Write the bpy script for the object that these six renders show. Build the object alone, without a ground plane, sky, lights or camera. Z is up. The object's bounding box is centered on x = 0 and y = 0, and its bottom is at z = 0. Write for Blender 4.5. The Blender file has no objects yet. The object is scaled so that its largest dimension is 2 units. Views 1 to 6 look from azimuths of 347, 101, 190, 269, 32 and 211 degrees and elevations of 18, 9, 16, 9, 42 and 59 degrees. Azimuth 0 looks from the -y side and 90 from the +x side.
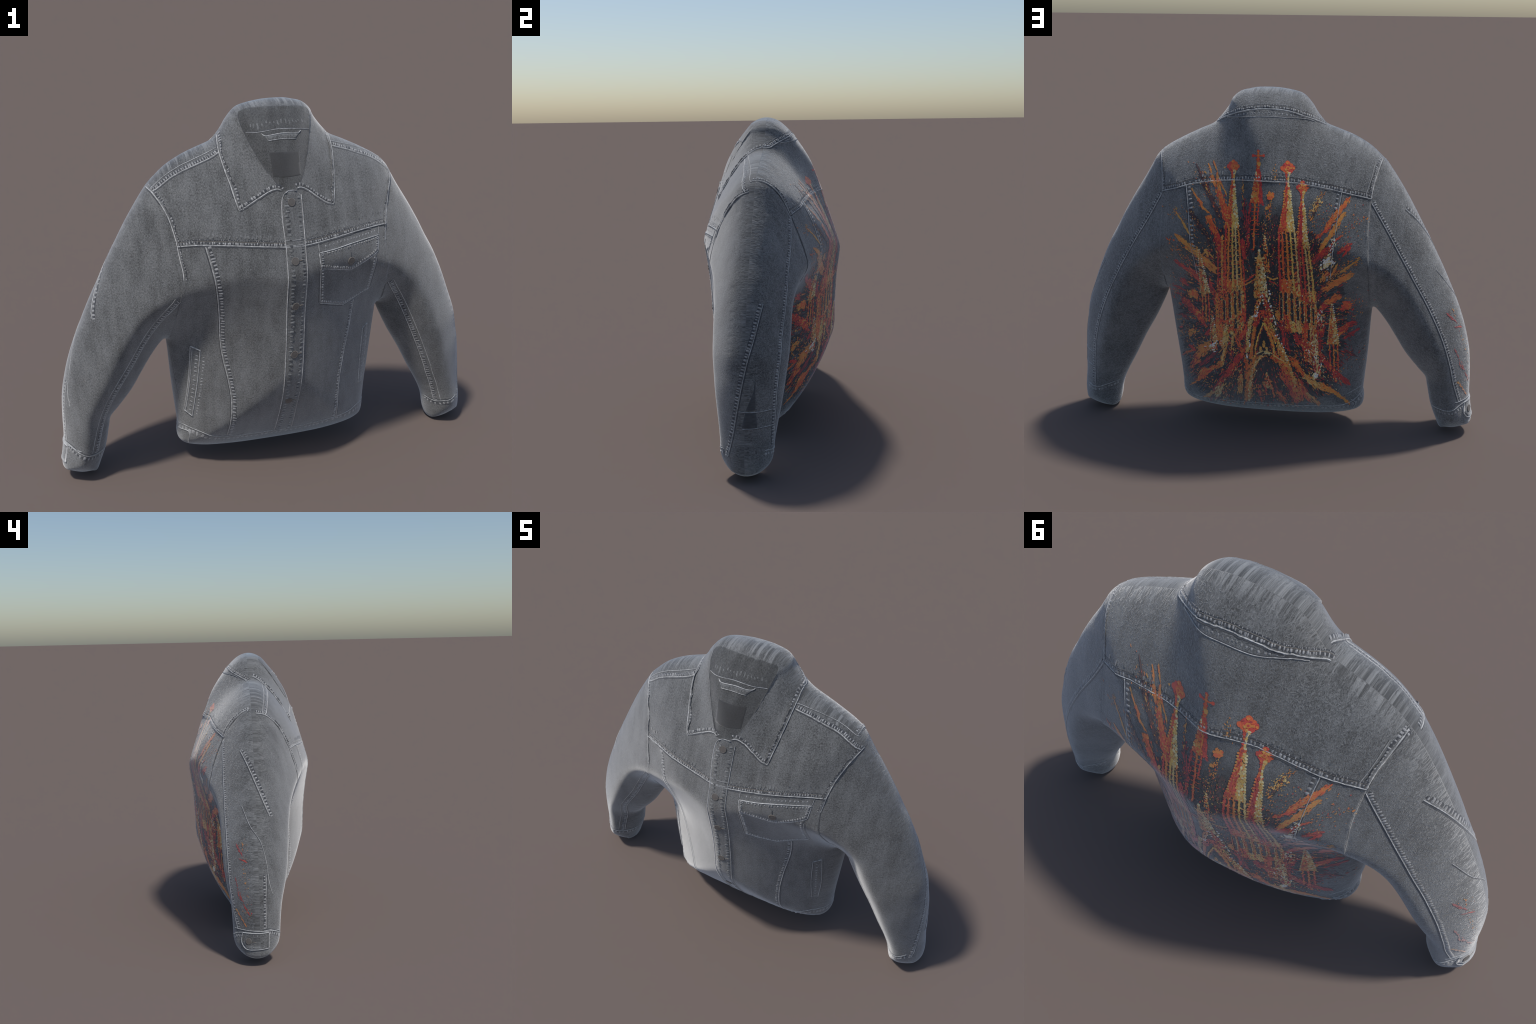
import bpy, bmesh, math, random
import numpy as np
from mathutils import Vector, Matrix
from mathutils.bvhtree import BVHTree
from mathutils.geometry import delaunay_2d_cdt

random.seed(7)
rng = np.random.default_rng(7)

# ------------------------------------------------------------------
# 1. FRONT PROFILE OF THE JACKET (x, z), clockwise from the collar top.
#    The body is a puffed-up shell: its half depth at a point grows with
#    the square root of the distance to this profile.
# ------------------------------------------------------------------
PROFILE_COLLAR_AND_RIGHT_SHOULDER = [
    (0.085, 1.673), (-0.001, 1.673), (-0.081, 1.661), (-0.127, 1.644), (-0.167, 1.602), (-0.19, 1.566),
    (-0.217, 1.531), (-0.242, 1.51), (-0.309, 1.485), (-0.37, 1.46), (-0.443, 1.418), (-0.504, 1.364)]
PROFILE_RIGHT_SLEEVE_OUTSIDE = [
    (-0.532, 1.334), (-0.582, 1.262), (-0.63, 1.186), (-0.678, 1.102), (-0.728, 1.01), (-0.769, 0.931),
    (-0.814, 0.845), (-0.859, 0.749), (-0.895, 0.667), (-0.926, 0.583), (-0.948, 0.506), (-0.965, 0.427),
    (-0.974, 0.329), (-0.978, 0.229), (-0.984, 0.163)]
PROFILE_RIGHT_CUFF = [
    (-0.997, 0.085), (-0.991, 0.054), (-0.965, 0.039), (-0.915, 0.022), (-0.87, 0.02), (-0.841, 0.021),
    (-0.821, 0.063)]
PROFILE_RIGHT_SLEEVE_INSIDE = [
    (-0.792, 0.14), (-0.771, 0.233), (-0.758, 0.283), (-0.716, 0.331), (-0.654, 0.405), (-0.605, 0.482),
    (-0.562, 0.549), (-0.514, 0.612), (-0.488, 0.63)]
PROFILE_RIGHT_SIDE = [
    (-0.481, 0.588), (-0.477, 0.506), (-0.473, 0.422), (-0.467, 0.336), (-0.46, 0.249), (-0.456, 0.186)]
PROFILE_HEM = [
    (-0.462, 0.15), (-0.455, 0.11), (-0.428, 0.085), (-0.38, 0.068), (-0.305, 0.054), (-0.18, 0.044),
    (-0.05, 0.041), (0.116, 0.041), (0.25, 0.047), (0.366, 0.065), (0.432, 0.09), (0.463, 0.127)]
PROFILE_LEFT_SIDE = [
    (0.47, 0.198), (0.479, 0.286), (0.493, 0.39), (0.509, 0.51), (0.526, 0.638), (0.535, 0.675)]
PROFILE_LEFT_SLEEVE_INSIDE = [
    (0.561, 0.614), (0.608, 0.516), (0.668, 0.409), (0.724, 0.296), (0.776, 0.197), (0.803, 0.128)]
PROFILE_LEFT_CUFF = [
    (0.818, 0.046), (0.834, 0.009), (0.859, 0.002), (0.915, 0.011), (0.97, 0.034), (0.993, 0.058),
    (0.997, 0.121)]
PROFILE_LEFT_SLEEVE_OUTSIDE = [
    (0.988, 0.214), (0.983, 0.306), (0.975, 0.432), (0.963, 0.514), (0.949, 0.595), (0.912, 0.702),
    (0.873, 0.808), (0.826, 0.913), (0.779, 0.997), (0.74, 1.071), (0.69, 1.156), (0.632, 1.247), (0.595, 1.31)]
PROFILE_LEFT_SHOULDER_AND_COLLAR = [
    (0.569, 1.352), (0.524, 1.392), (0.447, 1.435), (0.368, 1.473), (0.299, 1.504), (0.265, 1.537),
    (0.225, 1.588), (0.206, 1.625), (0.171, 1.654), (0.127, 1.666)]
PROFILE = (PROFILE_COLLAR_AND_RIGHT_SHOULDER + PROFILE_RIGHT_SLEEVE_OUTSIDE + PROFILE_RIGHT_CUFF
           + PROFILE_RIGHT_SLEEVE_INSIDE + PROFILE_RIGHT_SIDE + PROFILE_HEM + PROFILE_LEFT_SIDE
           + PROFILE_LEFT_SLEEVE_INSIDE + PROFILE_LEFT_CUFF + PROFILE_LEFT_SLEEVE_OUTSIDE
           + PROFILE_LEFT_SHOULDER_AND_COLLAR)

GRID = 0.0075


def spline(points, step, closed=False):
    """Catmull-Rom through 2D or 3D control points, resampled at an even step."""
    P = np.array(points, float)
    n = len(P)
    out = []
    for i in range(n if closed else n - 1):
        if closed:
            a, b, c, d = P[i - 1], P[i], P[(i + 1) % n], P[(i + 2) % n]
        else:
            b, c = P[i], P[i + 1]
            a = P[i - 1] if i else 2 * b - c
            d = P[i + 2] if i + 2 < n else 2 * c - b
        m = max(2, int(np.linalg.norm(c - b) / step * 2) + 1)
        for t in np.arange(m) / m:
            out.append(.5 * (2 * b + (c - a) * t + (2 * a - 5 * b + 4 * c - d) * t * t + (3 * b - a - 3 * c + d) * t ** 3))
    out.append(P[0] if closed else P[-1])
    return even(np.array(out), step, closed)


def even(P, step, closed=False):
    P = np.asarray(P, float)
    s = np.r_[0, np.cumsum(np.linalg.norm(np.diff(P, axis=0), axis=1))]
    k = max(2, int(round(s[-1] / step)) + 1)
    t = np.linspace(0, s[-1], k)
    Q = np.stack([np.interp(t, s, P[:, j]) for j in range(P.shape[1])], 1)
    return Q[:-1] if closed else Q


def polyline(points, step):
    return even(np.array(points, float), step)


OUT = spline(PROFILE, 0.005, closed=True)


def inside(poly, p):
    """Even-odd test; points are sorted by z so every edge only touches its own band."""
    poly, p = np.asarray(poly, float), np.atleast_2d(p)
    order = np.argsort(p[:, 1], kind="stable")
    x, z = p[order, 0], p[order, 1]
    res = np.zeros(len(p), bool)
    nxt = np.roll(poly, -1, 0)
    lo = np.searchsorted(z, np.minimum(poly[:, 1], nxt[:, 1]), "left")
    hi = np.searchsorted(z, np.maximum(poly[:, 1], nxt[:, 1]), "left")
    for (ax, az), (bx, bz), i, j in zip(poly, nxt, lo, hi):
        if j > i and az != bz:
            res[i:j] ^= x[i:j] < (bx - ax) * (z[i:j] - az) / (bz - az) + ax
    out = np.empty(len(p), bool)
    out[order] = res
    return out


def dist_to(line, p, closed=False):
    """Unsigned distance of points to a finely sampled polyline."""
    line, p = np.asarray(line, float), np.atleast_2d(p)
    n, out = len(line), np.empty(len(p))
    l2 = (line * line).sum(1)
    for s in range(0, len(p), 8192):
        q = p[s:s + 8192]
        k = np.argmin(l2[None, :] - 2 * q @ line.T, axis=1)
        best = np.full(len(q), 9.0)
        for i, j in ((k - 1, k), (k, k + 1)):
            if closed:
                i, j = i % n, j % n
            else:
                i, j = np.clip(i, 0, n - 1), np.clip(j, 0, n - 1)
            A, ab = line[i], line[j] - line[i]
            t = np.clip(((q - A) * ab).sum(1) / ((ab * ab).sum(1) + 1e-15), 0, 1)
            r = q - A - t[:, None] * ab
            best = np.minimum(best, (r * r).sum(1))
        out[s:s + 8192] = np.sqrt(best)
    return out


def ss(a, b, x):
    t = np.clip((x - a) / (b - a), 0, 1)
    return t * t * (3 - 2 * t)


def half_depth(d):
    s = np.sqrt(np.maximum(d, 0))
    return s * (0.457 + 0.044 * ss(.25, .62, s))


def middle(p):
    x, z = p[:, 0], p[:, 1] - .8
    return -0.002 - 0.0134 * z + 0.041 * x - 0.008 * z * z + 0.015 * x * z


# ------------------------------------------------------------------
# 2. SEAM LINES (x, z), drawn on the front (F) and on the back (B)
# ------------------------------------------------------------------
F = {
    "collar_r": [(-.205, 1.565), (-.211, 1.535), (-.216, 1.518), (-.219, 1.477), (-.208, 1.409), (-.194, 1.352), (-.183, 1.298), (-.172, 1.253)],
    "collar_r_bottom": [(-.172, 1.253), (-.136, 1.27), (-.086, 1.298), (-.042, 1.323), (-.011, 1.332), (.006, 1.327)],
    "collar_l": [(.272, 1.55), (.279, 1.519), (.284, 1.491), (.28, 1.437), (.269, 1.364), (.255, 1.292), (.244, 1.241)],
    "collar_l_bottom": [(.244, 1.241), (.211, 1.252), (.169, 1.281), (.128, 1.313), (.096, 1.328), (.074, 1.327)],
    "opening": [(-.108, 1.64), (-.126, 1.622), (-.123, 1.58), (-.104, 1.524), (-.075, 1.461), (-.041, 1.398), (-.009, 1.345), (.011, 1.326),
                (.044, 1.322), (.072, 1.326), (.094, 1.345), (.122, 1.39), (.15, 1.461), (.175, 1.54), (.19, 1.6), (.183, 1.63),
                (.14, 1.643), (.07, 1.649), (-.014, 1.65), (-.07, 1.647)],
    "stand": [(-.108, 1.552), (-.076, 1.551), (-.036, 1.555), (.026, 1.561), (.088, 1.558), (.173, 1.545)],
    "shoulder_r": [(-.504, 1.326), (-.469, 1.351), (-.431, 1.379), (-.378, 1.406), (-.317, 1.43), (-.255, 1.453), (-.22, 1.472)],
    "shoulder_l": [(.288, 1.461), (.357, 1.439), (.419, 1.415), (.485, 1.388), (.536, 1.354), (.582, 1.313)],
    "arm_r": [(-.527, 1.337), (-.506, 1.32), (-.481, 1.282), (-.46, 1.239), (-.445, 1.188), (-.434, 1.135), (-.429, 1.083),
              (-.419, 1.015), (-.419, .981), (-.431, .916), (-.45, .813), (-.472, .685), (-.485, .632)],
    "arm_l": [(.587, 1.316), (.558, 1.269), (.528, 1.201), (.509, 1.131), (.503, 1.099), (.495, 1.047), (.502, .933), (.520, .814),
              (.531, .72), (.535, .677)],
    "yoke": [(-.434, 1.117), (-.335, 1.125), (-.225, 1.122), (-.082, 1.109), (.001, 1.103), (.085, 1.099), (.15, 1.102), (.223, 1.109),
             (.319, 1.118), (.411, 1.119), (.504, 1.115)],
    "placket": [(.016, 1.313), (.004, 1.283), (-.001, 1.213), (.003, 1.112), (.002, 1.003), (-.001, .876), (-.003, .675), (-.009, .541),
                (-.012, .397), (-.016, .273), (-.019, .135)],
    "placket_inner": [(.093, 1.30), (.091, 1.202), (.089, 1.116), (.088, 1.048), (.088, .956), (.082, .791), (.076, .59), (.067, .434),
                      (.062, .315), (.064, .135)],
    "princess_r": [(-.322, 1.119), (-.304, 1.034), (-.288, .934), (-.276, .809), (-.270, .663), (-.261, .582), (-.243, .48), (-.233, .389),
                   (-.235, .295), (-.246, .165)],
    "princess_l": [(.349, .784), (.334, .666), (.302, .521), (.281, .39), (.276, .264), (.287, .158)],
    "side_r": [(-.471, .561), (-.458, .423), (-.442, .281), (-.441, .202)],
    "hem": [(-.464, .185), (-.452, .197), (-.428, .203), (-.359, .189), (-.30, .165), (-.196, .148), (-.026, .143), (.111, .147), (.249, .163),
            (.339, .182), (.40, .19), (.44, .186), (.475, .178)],
    "sleeve_r": [(-.436, .885), (-.453, .859), (-.518, .775), (-.589, .666), (-.648, .566), (-.706, .481), (-.756, .396), (-.799, .275), (-.833, .15)],
    "sleeve_l": [(.53, .83), (.544, .808), (.602, .714), (.654, .6), (.713, .463), (.760, .345), (.776, .297), (.804, .227), (.835, .128)],
    "cuff_r": [(-.99, .19), (-.975, .195), (-.954, .193), (-.914, .168), (-.847, .14), (-.797, .133), (-.78, .135)],
    "cuff_l": [(.79, .14), (.805, .133), (.838, .122), (.876, .134), (.943, .15), (1.0, .158)],
}
B = {
    "collar": [(.275, 1.56), (.279, 1.528), (.272, 1.517), (.234, 1.537), (.147, 1.569), (.072, 1.583), (0, 1.585), (-.072, 1.577), (-.141, 1.553), (-.199, 1.528),
               (-.236, 1.507), (-.248, 1.53)],
    "stand": [(.217, 1.537), (.197, 1.541), (.067, 1.553), (-.029, 1.552), (-.142, 1.542), (-.19, 1.525)],
    "yoke": [(.508, 1.199), (.428, 1.224), (.349, 1.249), (.246, 1.268), (.143, 1.279), (.04, 1.284), (-.029, 1.281), (-.12, 1.275), (-.191, 1.264),
             (-.285, 1.246), (-.379, 1.221), (-.466, 1.196)],
    "arm_l": [(.58, 1.36), (.552, 1.37), (.542, 1.355), (.519, 1.286), (.508, 1.199), (.501, 1.029), (.505, .898), (.516, .773), (.525, .70), (.535, .677)],
    "arm_r": [(-.53, 1.36), (-.506, 1.372), (-.488, 1.313), (-.473, 1.261), (-.464, 1.196), (-.458, 1.062), (-.465, .947), (-.475, .697), (-.485, .632)],
    "sleeve_l": [(.508, 1.19), (.568, 1.082), (.653, .946), (.742, .788), (.817, .632), (.872, .463), (.892, .333), (.905, .17)],
    "sleeve_r": [(-.466, 1.18), (-.536, 1.063), (-.601, .95), (-.677, .817), (-.754, .681), (-.824, .532), (-.869, .397), (-.893, .296), (-.925, .195)],
    "cuff_r": [(-.99, .185), (-.975, .19), (-.93, .175), (-.903, .16), (-.859, .149), (-.805, .142), (-.78, .135)],
    "cuff_l": [(.79, .14), (.803, .163), (.836, .16), (.892, .152), (.95, .155), (1.0, .158)],
    "princess_l": [(.378, 1.238), (.356, 1.128), (.341, .99), (.325, .824)],
    "princess_r": [(-.334, 1.231), (-.326, 1.16), (-.317, 1.057), (-.309, .958), (-.298, .834)],
    "hem": [(.475, .178), (.456, .168), (.433, .152), (.368, .136), (.266, .132), (.118, .13), (-.028, .132), (-.22, .136), (-.338, .143), (-.406, .158),
            (-.446, .180), (-.464, .185)],
}
FAR = 0.3
LINE = {("F", k): spline(v, .005, closed=(k == "opening")) for k, v in F.items()}
LINE.update({("B", k): spline(v, .005) for k, v in B.items()})


def chain(*parts):
    return np.vstack([np.atleast_2d(np.array(p, float)) for p in parts])


L = lambda s, k: LINE[(s, k)]
# closed regions of the shell; earlier ones win
REGION = {
    "F": [
        ("lining", L("F", "opening")),
        ("collar", chain(L("F", "collar_r"), L("F", "collar_r_bottom"), (.04, 1.323), L("F", "collar_l_bottom")[::-1], L("F", "collar_l")[::-1],
                         (.35, 1.8), (-.3, 1.8))),
        ("cuff", chain(L("F", "cuff_r"), (-.7, -.2), (-1.2, -.2))),
        ("cuff.001", chain(L("F", "cuff_l"), (1.2, -.2), (.7, -.2))),
        ("sleeve", chain(L("F", "arm_r"), (-.485, -.3), (-1.3, -.3), (-1.3, 1.34))),
        ("sleeve.001", chain(L("F", "arm_l"), (.535, -.3), (1.3, -.3), (1.3, 1.32))),
        ("waistband", chain(L("F", "hem"), (.6, -.2), (-.6, -.2))),
        ("front_yoke", chain((-.8, 1.117), L("F", "yoke"), (.8, 1.115), (.8, 1.8), (-.8, 1.8))),
        ("front_panel", None)],
    "B": [
        ("collar", chain((.6, 1.8), L("B", "collar"), (-.6, 1.8))),
        ("cuff", chain(L("B", "cuff_r"), (-.7, -.2), (-1.2, -.2))),
        ("cuff.001", chain(L("B", "cuff_l"), (1.2, -.2), (.7, -.2))),
        ("sleeve", chain(L("B", "arm_r"), (-.485, -.3), (-1.3, -.3), (-1.3, 1.36))),
        ("sleeve.001", chain(L("B", "arm_l"), (.535, -.3), (1.3, -.3), (1.3, 1.36))),
        ("waistband", chain(L("B", "hem"), (-.6, -.2), (.6, -.2))),
        ("back_yoke", chain((.8, 1.199), L("B", "yoke"), (-.8, 1.196), (-.8, 1.8), (.8, 1.8))),
        ("back_panel", None)],
}
BORDERS = {"F": ["collar_r", "collar_r_bottom", "collar_l", "collar_l_bottom", "opening", "arm_r", "arm_l", "yoke", "hem", "cuff_r", "cuff_l"],
           "B": ["collar", "yoke", "arm_l", "arm_r", "cuff_r", "cuff_l", "hem"]}


def offset(line, o):
    t = np.gradient(line, axis=0)
    t /= np.linalg.norm(t, axis=1)[:, None] + 1e-12
    return line + o * np.stack([-t[:, 1], t[:, 0]], 1)


def relief(side, p):
    """Height of cloth layers above the shell (collar leaf over body, yoke over panel ...)."""
    h = np.zeros(len(p))
    if side == "F":
        leaf = REGION["F"][1][1]
        hole = REGION["F"][0][1]
        edge = chain(L("F", "collar_r"), L("F", "collar_r_bottom"))
        edge2 = chain(L("F", "collar_l_bottom")[::-1], L("F", "collar_l")[::-1])
        d = np.minimum(dist_to(edge, p), dist_to(edge2, p))
        d = np.where(inside(leaf, p), d, -d)
        h += .0024 * ss(-.0012, .0012, d) * np.exp(-np.maximum(d, 0) / .05)
        dh = dist_to(hole, p, True)
        h -= .004 * np.where(inside(hole, p), ss(0, .003, dh), 0) * (1 - ss(1.60, 1.64, p[:, 1]))
        d = dist_to(L("F", "yoke"), p)
        above = inside(REGION["F"][7][1], p)
        h += np.where(above, .0014 * ss(-.001, .001, d) * np.exp(-d / .03), 0) * ss(.58, .50, np.abs(p[:, 0]))
        for s, k in ((-1, "arm_r"), (1, "arm_l")):
            d = dist_to(L("F", k), p)
            body = ~inside(REGION["F"][4 if s < 0 else 5][1], p)
            h += np.where(body, .0012 * ss(-.001, .001, d) * np.exp(-d / .03), 0) * ss(1.0, 1.1, p[:, 1]) * ss(1.36, 1.28, p[:, 1])
    else:
        d = dist_to(L("B", "collar"), p)
        h += np.where(inside(REGION["B"][0][1], p), .0030 * ss(-.0012, .0012, d) * np.exp(-d / .06), 0)
        d = dist_to(L("B", "yoke"), p)
        h += np.where(inside(REGION["B"][6][1], p), .0022 * ss(-.001, .001, d) * np.exp(-d / .03), 0) * ss(.58, .50, np.abs(p[:, 0]))
    return h


def shell_half(side):
    pts = []
    nrm = np.roll(OUT, -1, 0) - np.roll(OUT, 1, 0)
    nrm /= np.linalg.norm(nrm, axis=1)[:, None]
    nin = np.stack([-nrm[:, 1], nrm[:, 0]], 1)
    if not inside(OUT, OUT[5:6] + .01 * nin[5:6])[0]:
        nin = -nin
    for w in (.0006, .002, .0045, .008, .0125, .018):
        q = OUT + nin * w
        keep = (np.abs(dist_to(OUT, q, True) - w) < w * .12) & inside(OUT, q)
        pts.append(q[keep])
    gx, gz = np.meshgrid(np.arange(-1.02, 1.02, GRID), np.arange(0, 1.7, GRID * .866))
    gx = gx + (np.arange(gx.shape[0]) % 2)[:, None] * GRID * .5
    g = np.stack([gx.ravel(), gz.ravel()], 1)
    g = g[inside(OUT, g)]
    g = g[dist_to(OUT, g, True) > .022]
    pts.append(g)
    inner = np.vstack(pts)
    rows, cons = [], []
    for k in BORDERS[side]:
        ln = LINE[(side, k)]
        if k == "opening":
            ln = np.vstack([ln, ln[:1]])
        for o in (-.0035, -.0012, 0, .0012, .0035):
            if o and k in ("hem", "cuff_r", "cuff_l"):
                continue
            q = offset(ln, o)
            ok = inside(OUT, q) & (dist_to(OUT, q, True) > .0012)
            rows.append((q, ok, o == 0))
    allrow = np.vstack([q[ok] for q, ok, _ in rows])
    # drop plain points that crowd the border rows
    cell = {}
    for i, (x, z) in enumerate(allrow):
        cell.setdefault((int(x // .004), int(z // .004)), []).append(i)
    keep = []
    for x, z in inner:
        a, b = int(x // .004), int(z // .004)
        near = any((allrow[i][0] - x) ** 2 + (allrow[i][1] - z) ** 2 < .0028 ** 2
                   for da in (-1, 0, 1) for db in (-1, 0, 1) for i in cell.get((a + da, b + db), ()))
        keep.append(not near)
    inner = inner[np.array(keep)]
    V = [tuple(p) for p in OUT]
    n0 = len(V)
    V += [tuple(p) for p in inner]
    for q, ok, con in rows:
        last = None
        for p, o in zip(q, ok):
            if o:
                V.append(tuple(p))
                if con and last is not None:
                    cons.append((last, len(V) - 1))
                last = len(V) - 1
            else:
                last = None
    r = delaunay_2d_cdt([Vector(v) for v in V], cons, [list(range(n0))], 1, 1e-5)
    P = np.array([tuple(v) for v in r[0]])
    T = np.array([f for f in r[2] if len(f) == 3])
    orig = r[3]
    edge = np.array([any(i < n0 for i in o) for o in orig])
    edge |= dist_to(OUT, P, True) < 1e-5
    d = dist_to(OUT, P, True)
    d[edge] = 0
    h = half_depth(d)
    # soften the crest a little
    ea = np.vstack([T[:, [0, 1]], T[:, [1, 2]], T[:, [2, 0]]])
    ea = np.unique(np.sort(ea, 1), axis=0)
    wgt = ss(.02, .06, d)
    for _ in range(36):
        acc = np.zeros(len(P))
        cnt = np.zeros(len(P))
        np.add.at(acc, ea[:, 0], h[ea[:, 1]])
        np.add.at(acc, ea[:, 1], h[ea[:, 0]])
        np.add.at(cnt, ea[:, 0], 1)
        np.add.at(cnt, ea[:, 1], 1)
        h = h + wgt * .5 * (acc / np.maximum(cnt, 1) - h)
    sgn = -1 if side == "F" else 1
    fade = ss(.004, .02, d)
    hr = relief(side, P) * fade
    h = np.where(edge, 0, np.maximum(h + hr, .0005))
    xyz = np.stack([P[:, 0], middle(P) + sgn * h, P[:, 1]], 1)
    # region per triangle
    cen = P[T].mean(1)
    reg = np.full(len(T), -1)
    names = [n for n, _ in REGION[side]]
    for i, (n, poly) in enumerate(REGION[side]):
        m = (reg < 0) & (inside(poly, cen) if poly is not None else True)
        reg[m] = i
    # orientation: outward
    a, b, c = xyz[T[:, 0]], xyz[T[:, 1]], xyz[T[:, 2]]
    s2 = np.sum((P[T[:, 1]] - P[T[:, 0]])[:, [0, 1]] * np.stack([(P[T[:, 2]] - P[T[:, 0]])[:, 1], -(P[T[:, 2]] - P[T[:, 0]])[:, 0]], 1), 1)
    # s2>0 : counter-clockwise seen from -y (x right, z up) -> normal -y
    flip = (s2 > 0) != (side == "F")
    T[flip] = T[flip][:, ::-1]
    return xyz, T, [names[i] for i in reg], edge


def build_shell():
    xf, tf, rf, ef = shell_half("F")
    xb, tb, rb, eb = shell_half("B")
    # weld rim vertices
    key = {tuple(np.round(p[[0, 2]], 5)): i for i, p in enumerate(xf) if ef[i]}
    mp = np.zeros(len(xb), int)
    extra = []
    for i, p in enumerate(xb):
        k = tuple(np.round(p[[0, 2]], 5))
        if eb[i] and k in key:
            mp[i] = key[k]
        else:
            mp[i] = len(xf) + len(extra)
            extra.append(p)
    V = np.vstack([xf, np.array(extra)])
    T = np.vstack([tf, mp[tb]])
    return V, T, rf + rb


V, T, REG = build_shell()
V[:, 2] -= V[:, 2].min()
fn = np.cross(V[T[:, 1]] - V[T[:, 0]], V[T[:, 2]] - V[T[:, 0]])
VN = np.zeros_like(V)
for k in range(3):
    np.add.at(VN, T[:, k], fn)
VN /= np.linalg.norm(VN, axis=1)[:, None] + 1e-15
BVH = BVHTree.FromPolygons([Vector(v) for v in V], [tuple(t) for t in T])
FACEV = T


def smooth_normal(i, p):
    t = T[i]
    a, b, c = V[t[0]], V[t[1]], V[t[2]]
    n = np.cross(b - a, c - a)
    A = n @ n + 1e-20
    w = np.array([np.cross(c - b, p - b) @ n, np.cross(a - c, p - c) @ n, np.cross(b - a, p - a) @ n]) / A
    m = (VN[t] * np.clip(w, 0, 1)[:, None]).sum(0)
    return m / (np.linalg.norm(m) + 1e-15)


RAYS = {"F": ((0, 2), 1, -3.0, (0, 1, 0)), "B": ((0, 2), 1, 3.0, (0, -1, 0)),
        "PX": ((1, 2), 0, 3.0, (-1, 0, 0)), "NX": ((1, 2), 0, -3.0, (1, 0, 0))}


def drop(side, p):
    """Project a 2D design point onto the shell from the front, back or a side."""
    ax, k, far, d = RAYS[side]
    o = [0, 0, 0]
    o[ax[0]], o[ax[1]], o[k] = p[0], p[1], far
    hit = BVH.ray_cast(Vector(o), Vector(d))
    if hit[0] is None:
        o[k] = 0
        hit = BVH.find_nearest(Vector(o))
    q = np.array(hit[0])
    return q, smooth_normal(hit[2], q)


def nearest(q):
    hit = BVH.find_nearest(Vector(q))
    p = np.array(hit[0])
    return p, smooth_normal(hit[2], p)


# ------------------------------------------------------------------
# 3. MATERIALS
# ------------------------------------------------------------------
class Nodes:
    def __init__(self, name):
        self.mat = bpy.data.materials.new(name)
        self.mat.use_nodes = True
        self.t = self.mat.node_tree
        self.bsdf = self.t.nodes["Principled BSDF"]

    def add(self, kind, **kw):
        n = self.t.nodes.new(kind)
        for k, v in kw.items():
            if k in n.inputs:
                self.put(n.inputs[k], v)
            else:
                setattr(n, k, v)
        return n

    def put(self, sock, v):
        if isinstance(v, bpy.types.NodeSocket):
            self.t.links.new(v, sock)
        elif hasattr(sock.default_value, "__len__") and not hasattr(v, "__len__"):
            sock.default_value = [v] * len(sock.default_value)
        elif hasattr(sock.default_value, "__len__"):
            sock.default_value = list(v) + [1] * (len(sock.default_value) - len(v))
        else:
            sock.default_value = v

    def math(self, op, a, b=0.0, c=0.0, clamp=False):
        n = self.t.nodes.new("ShaderNodeMath")
        n.operation, n.use_clamp = op, clamp
        for s, v in zip(n.inputs, (a, b, c)):
            self.put(s, v)
        return n.outputs[0]

    def ramp(self, x, a, b, lo=0.0, hi=1.0):
        n = self.t.nodes.new("ShaderNodeMapRange")
        n.interpolation_type = "SMOOTHSTEP"
        for s, v in zip(n.inputs[:5], (x, a, b, lo, hi)):
            self.put(s, v)
        return n.outputs[0]

    def mix(self, f, a, b, mode="MIX"):
        n = self.t.nodes.new("ShaderNodeMix")
        n.data_type, n.blend_type = "RGBA", mode
        n.clamp_factor = True
        self.put(n.inputs[0], f)
        self.put(n.inputs[6], a)
        self.put(n.inputs[7], b)
        return n.outputs[2]

    def noise(self, vec, scale, detail=2.0, rough=.5, dist=0.0):
        n = self.t.nodes.new("ShaderNodeTexNoise")
        self.put(n.inputs["Vector"], vec)
        for k, v in (("Scale", scale), ("Detail", detail), ("Roughness", rough), ("Distortion", dist)):
            self.put(n.inputs[k], v)
        return n.outputs["Fac"]

    def cloth(self, rough=.8, sheen=1.0):
        """Napped cotton: matt, with a pale fuzz that shows at grazing angles."""
        for k, v in (("Roughness", rough), ("Specular IOR Level", .4), ("Sheen Weight", sheen), ("Sheen Roughness", .5)):
            self.put(self.bsdf.inputs[k], v)

    def flat(self, sx=1.0, sz=1.0):
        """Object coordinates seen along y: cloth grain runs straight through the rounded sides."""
        tc = self.t.nodes.new("ShaderNodeTexCoord")
        s = self.t.nodes.new("ShaderNodeSeparateXYZ")
        self.put(s.inputs[0], tc.outputs["Object"])
        back = self.ramp(self.math("SUBTRACT", s.outputs[1], self.math("MULTIPLY", s.outputs[0], .041)), -.003, -.001)
        c = self.t.nodes.new("ShaderNodeCombineXYZ")
        self.put(c.inputs[0], self.math("MULTIPLY", s.outputs[0], sx))
        self.put(c.inputs[1], self.math("MULTIPLY", back, 7.3))
        self.put(c.inputs[2], self.math("MULTIPLY", s.outputs[2], sz))
        return c.outputs[0], s.outputs, back


DENIM = (.103, .105, .105)
DARK = (.040, .043, .050)
LIGHT = (.42, .42, .415)


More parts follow.
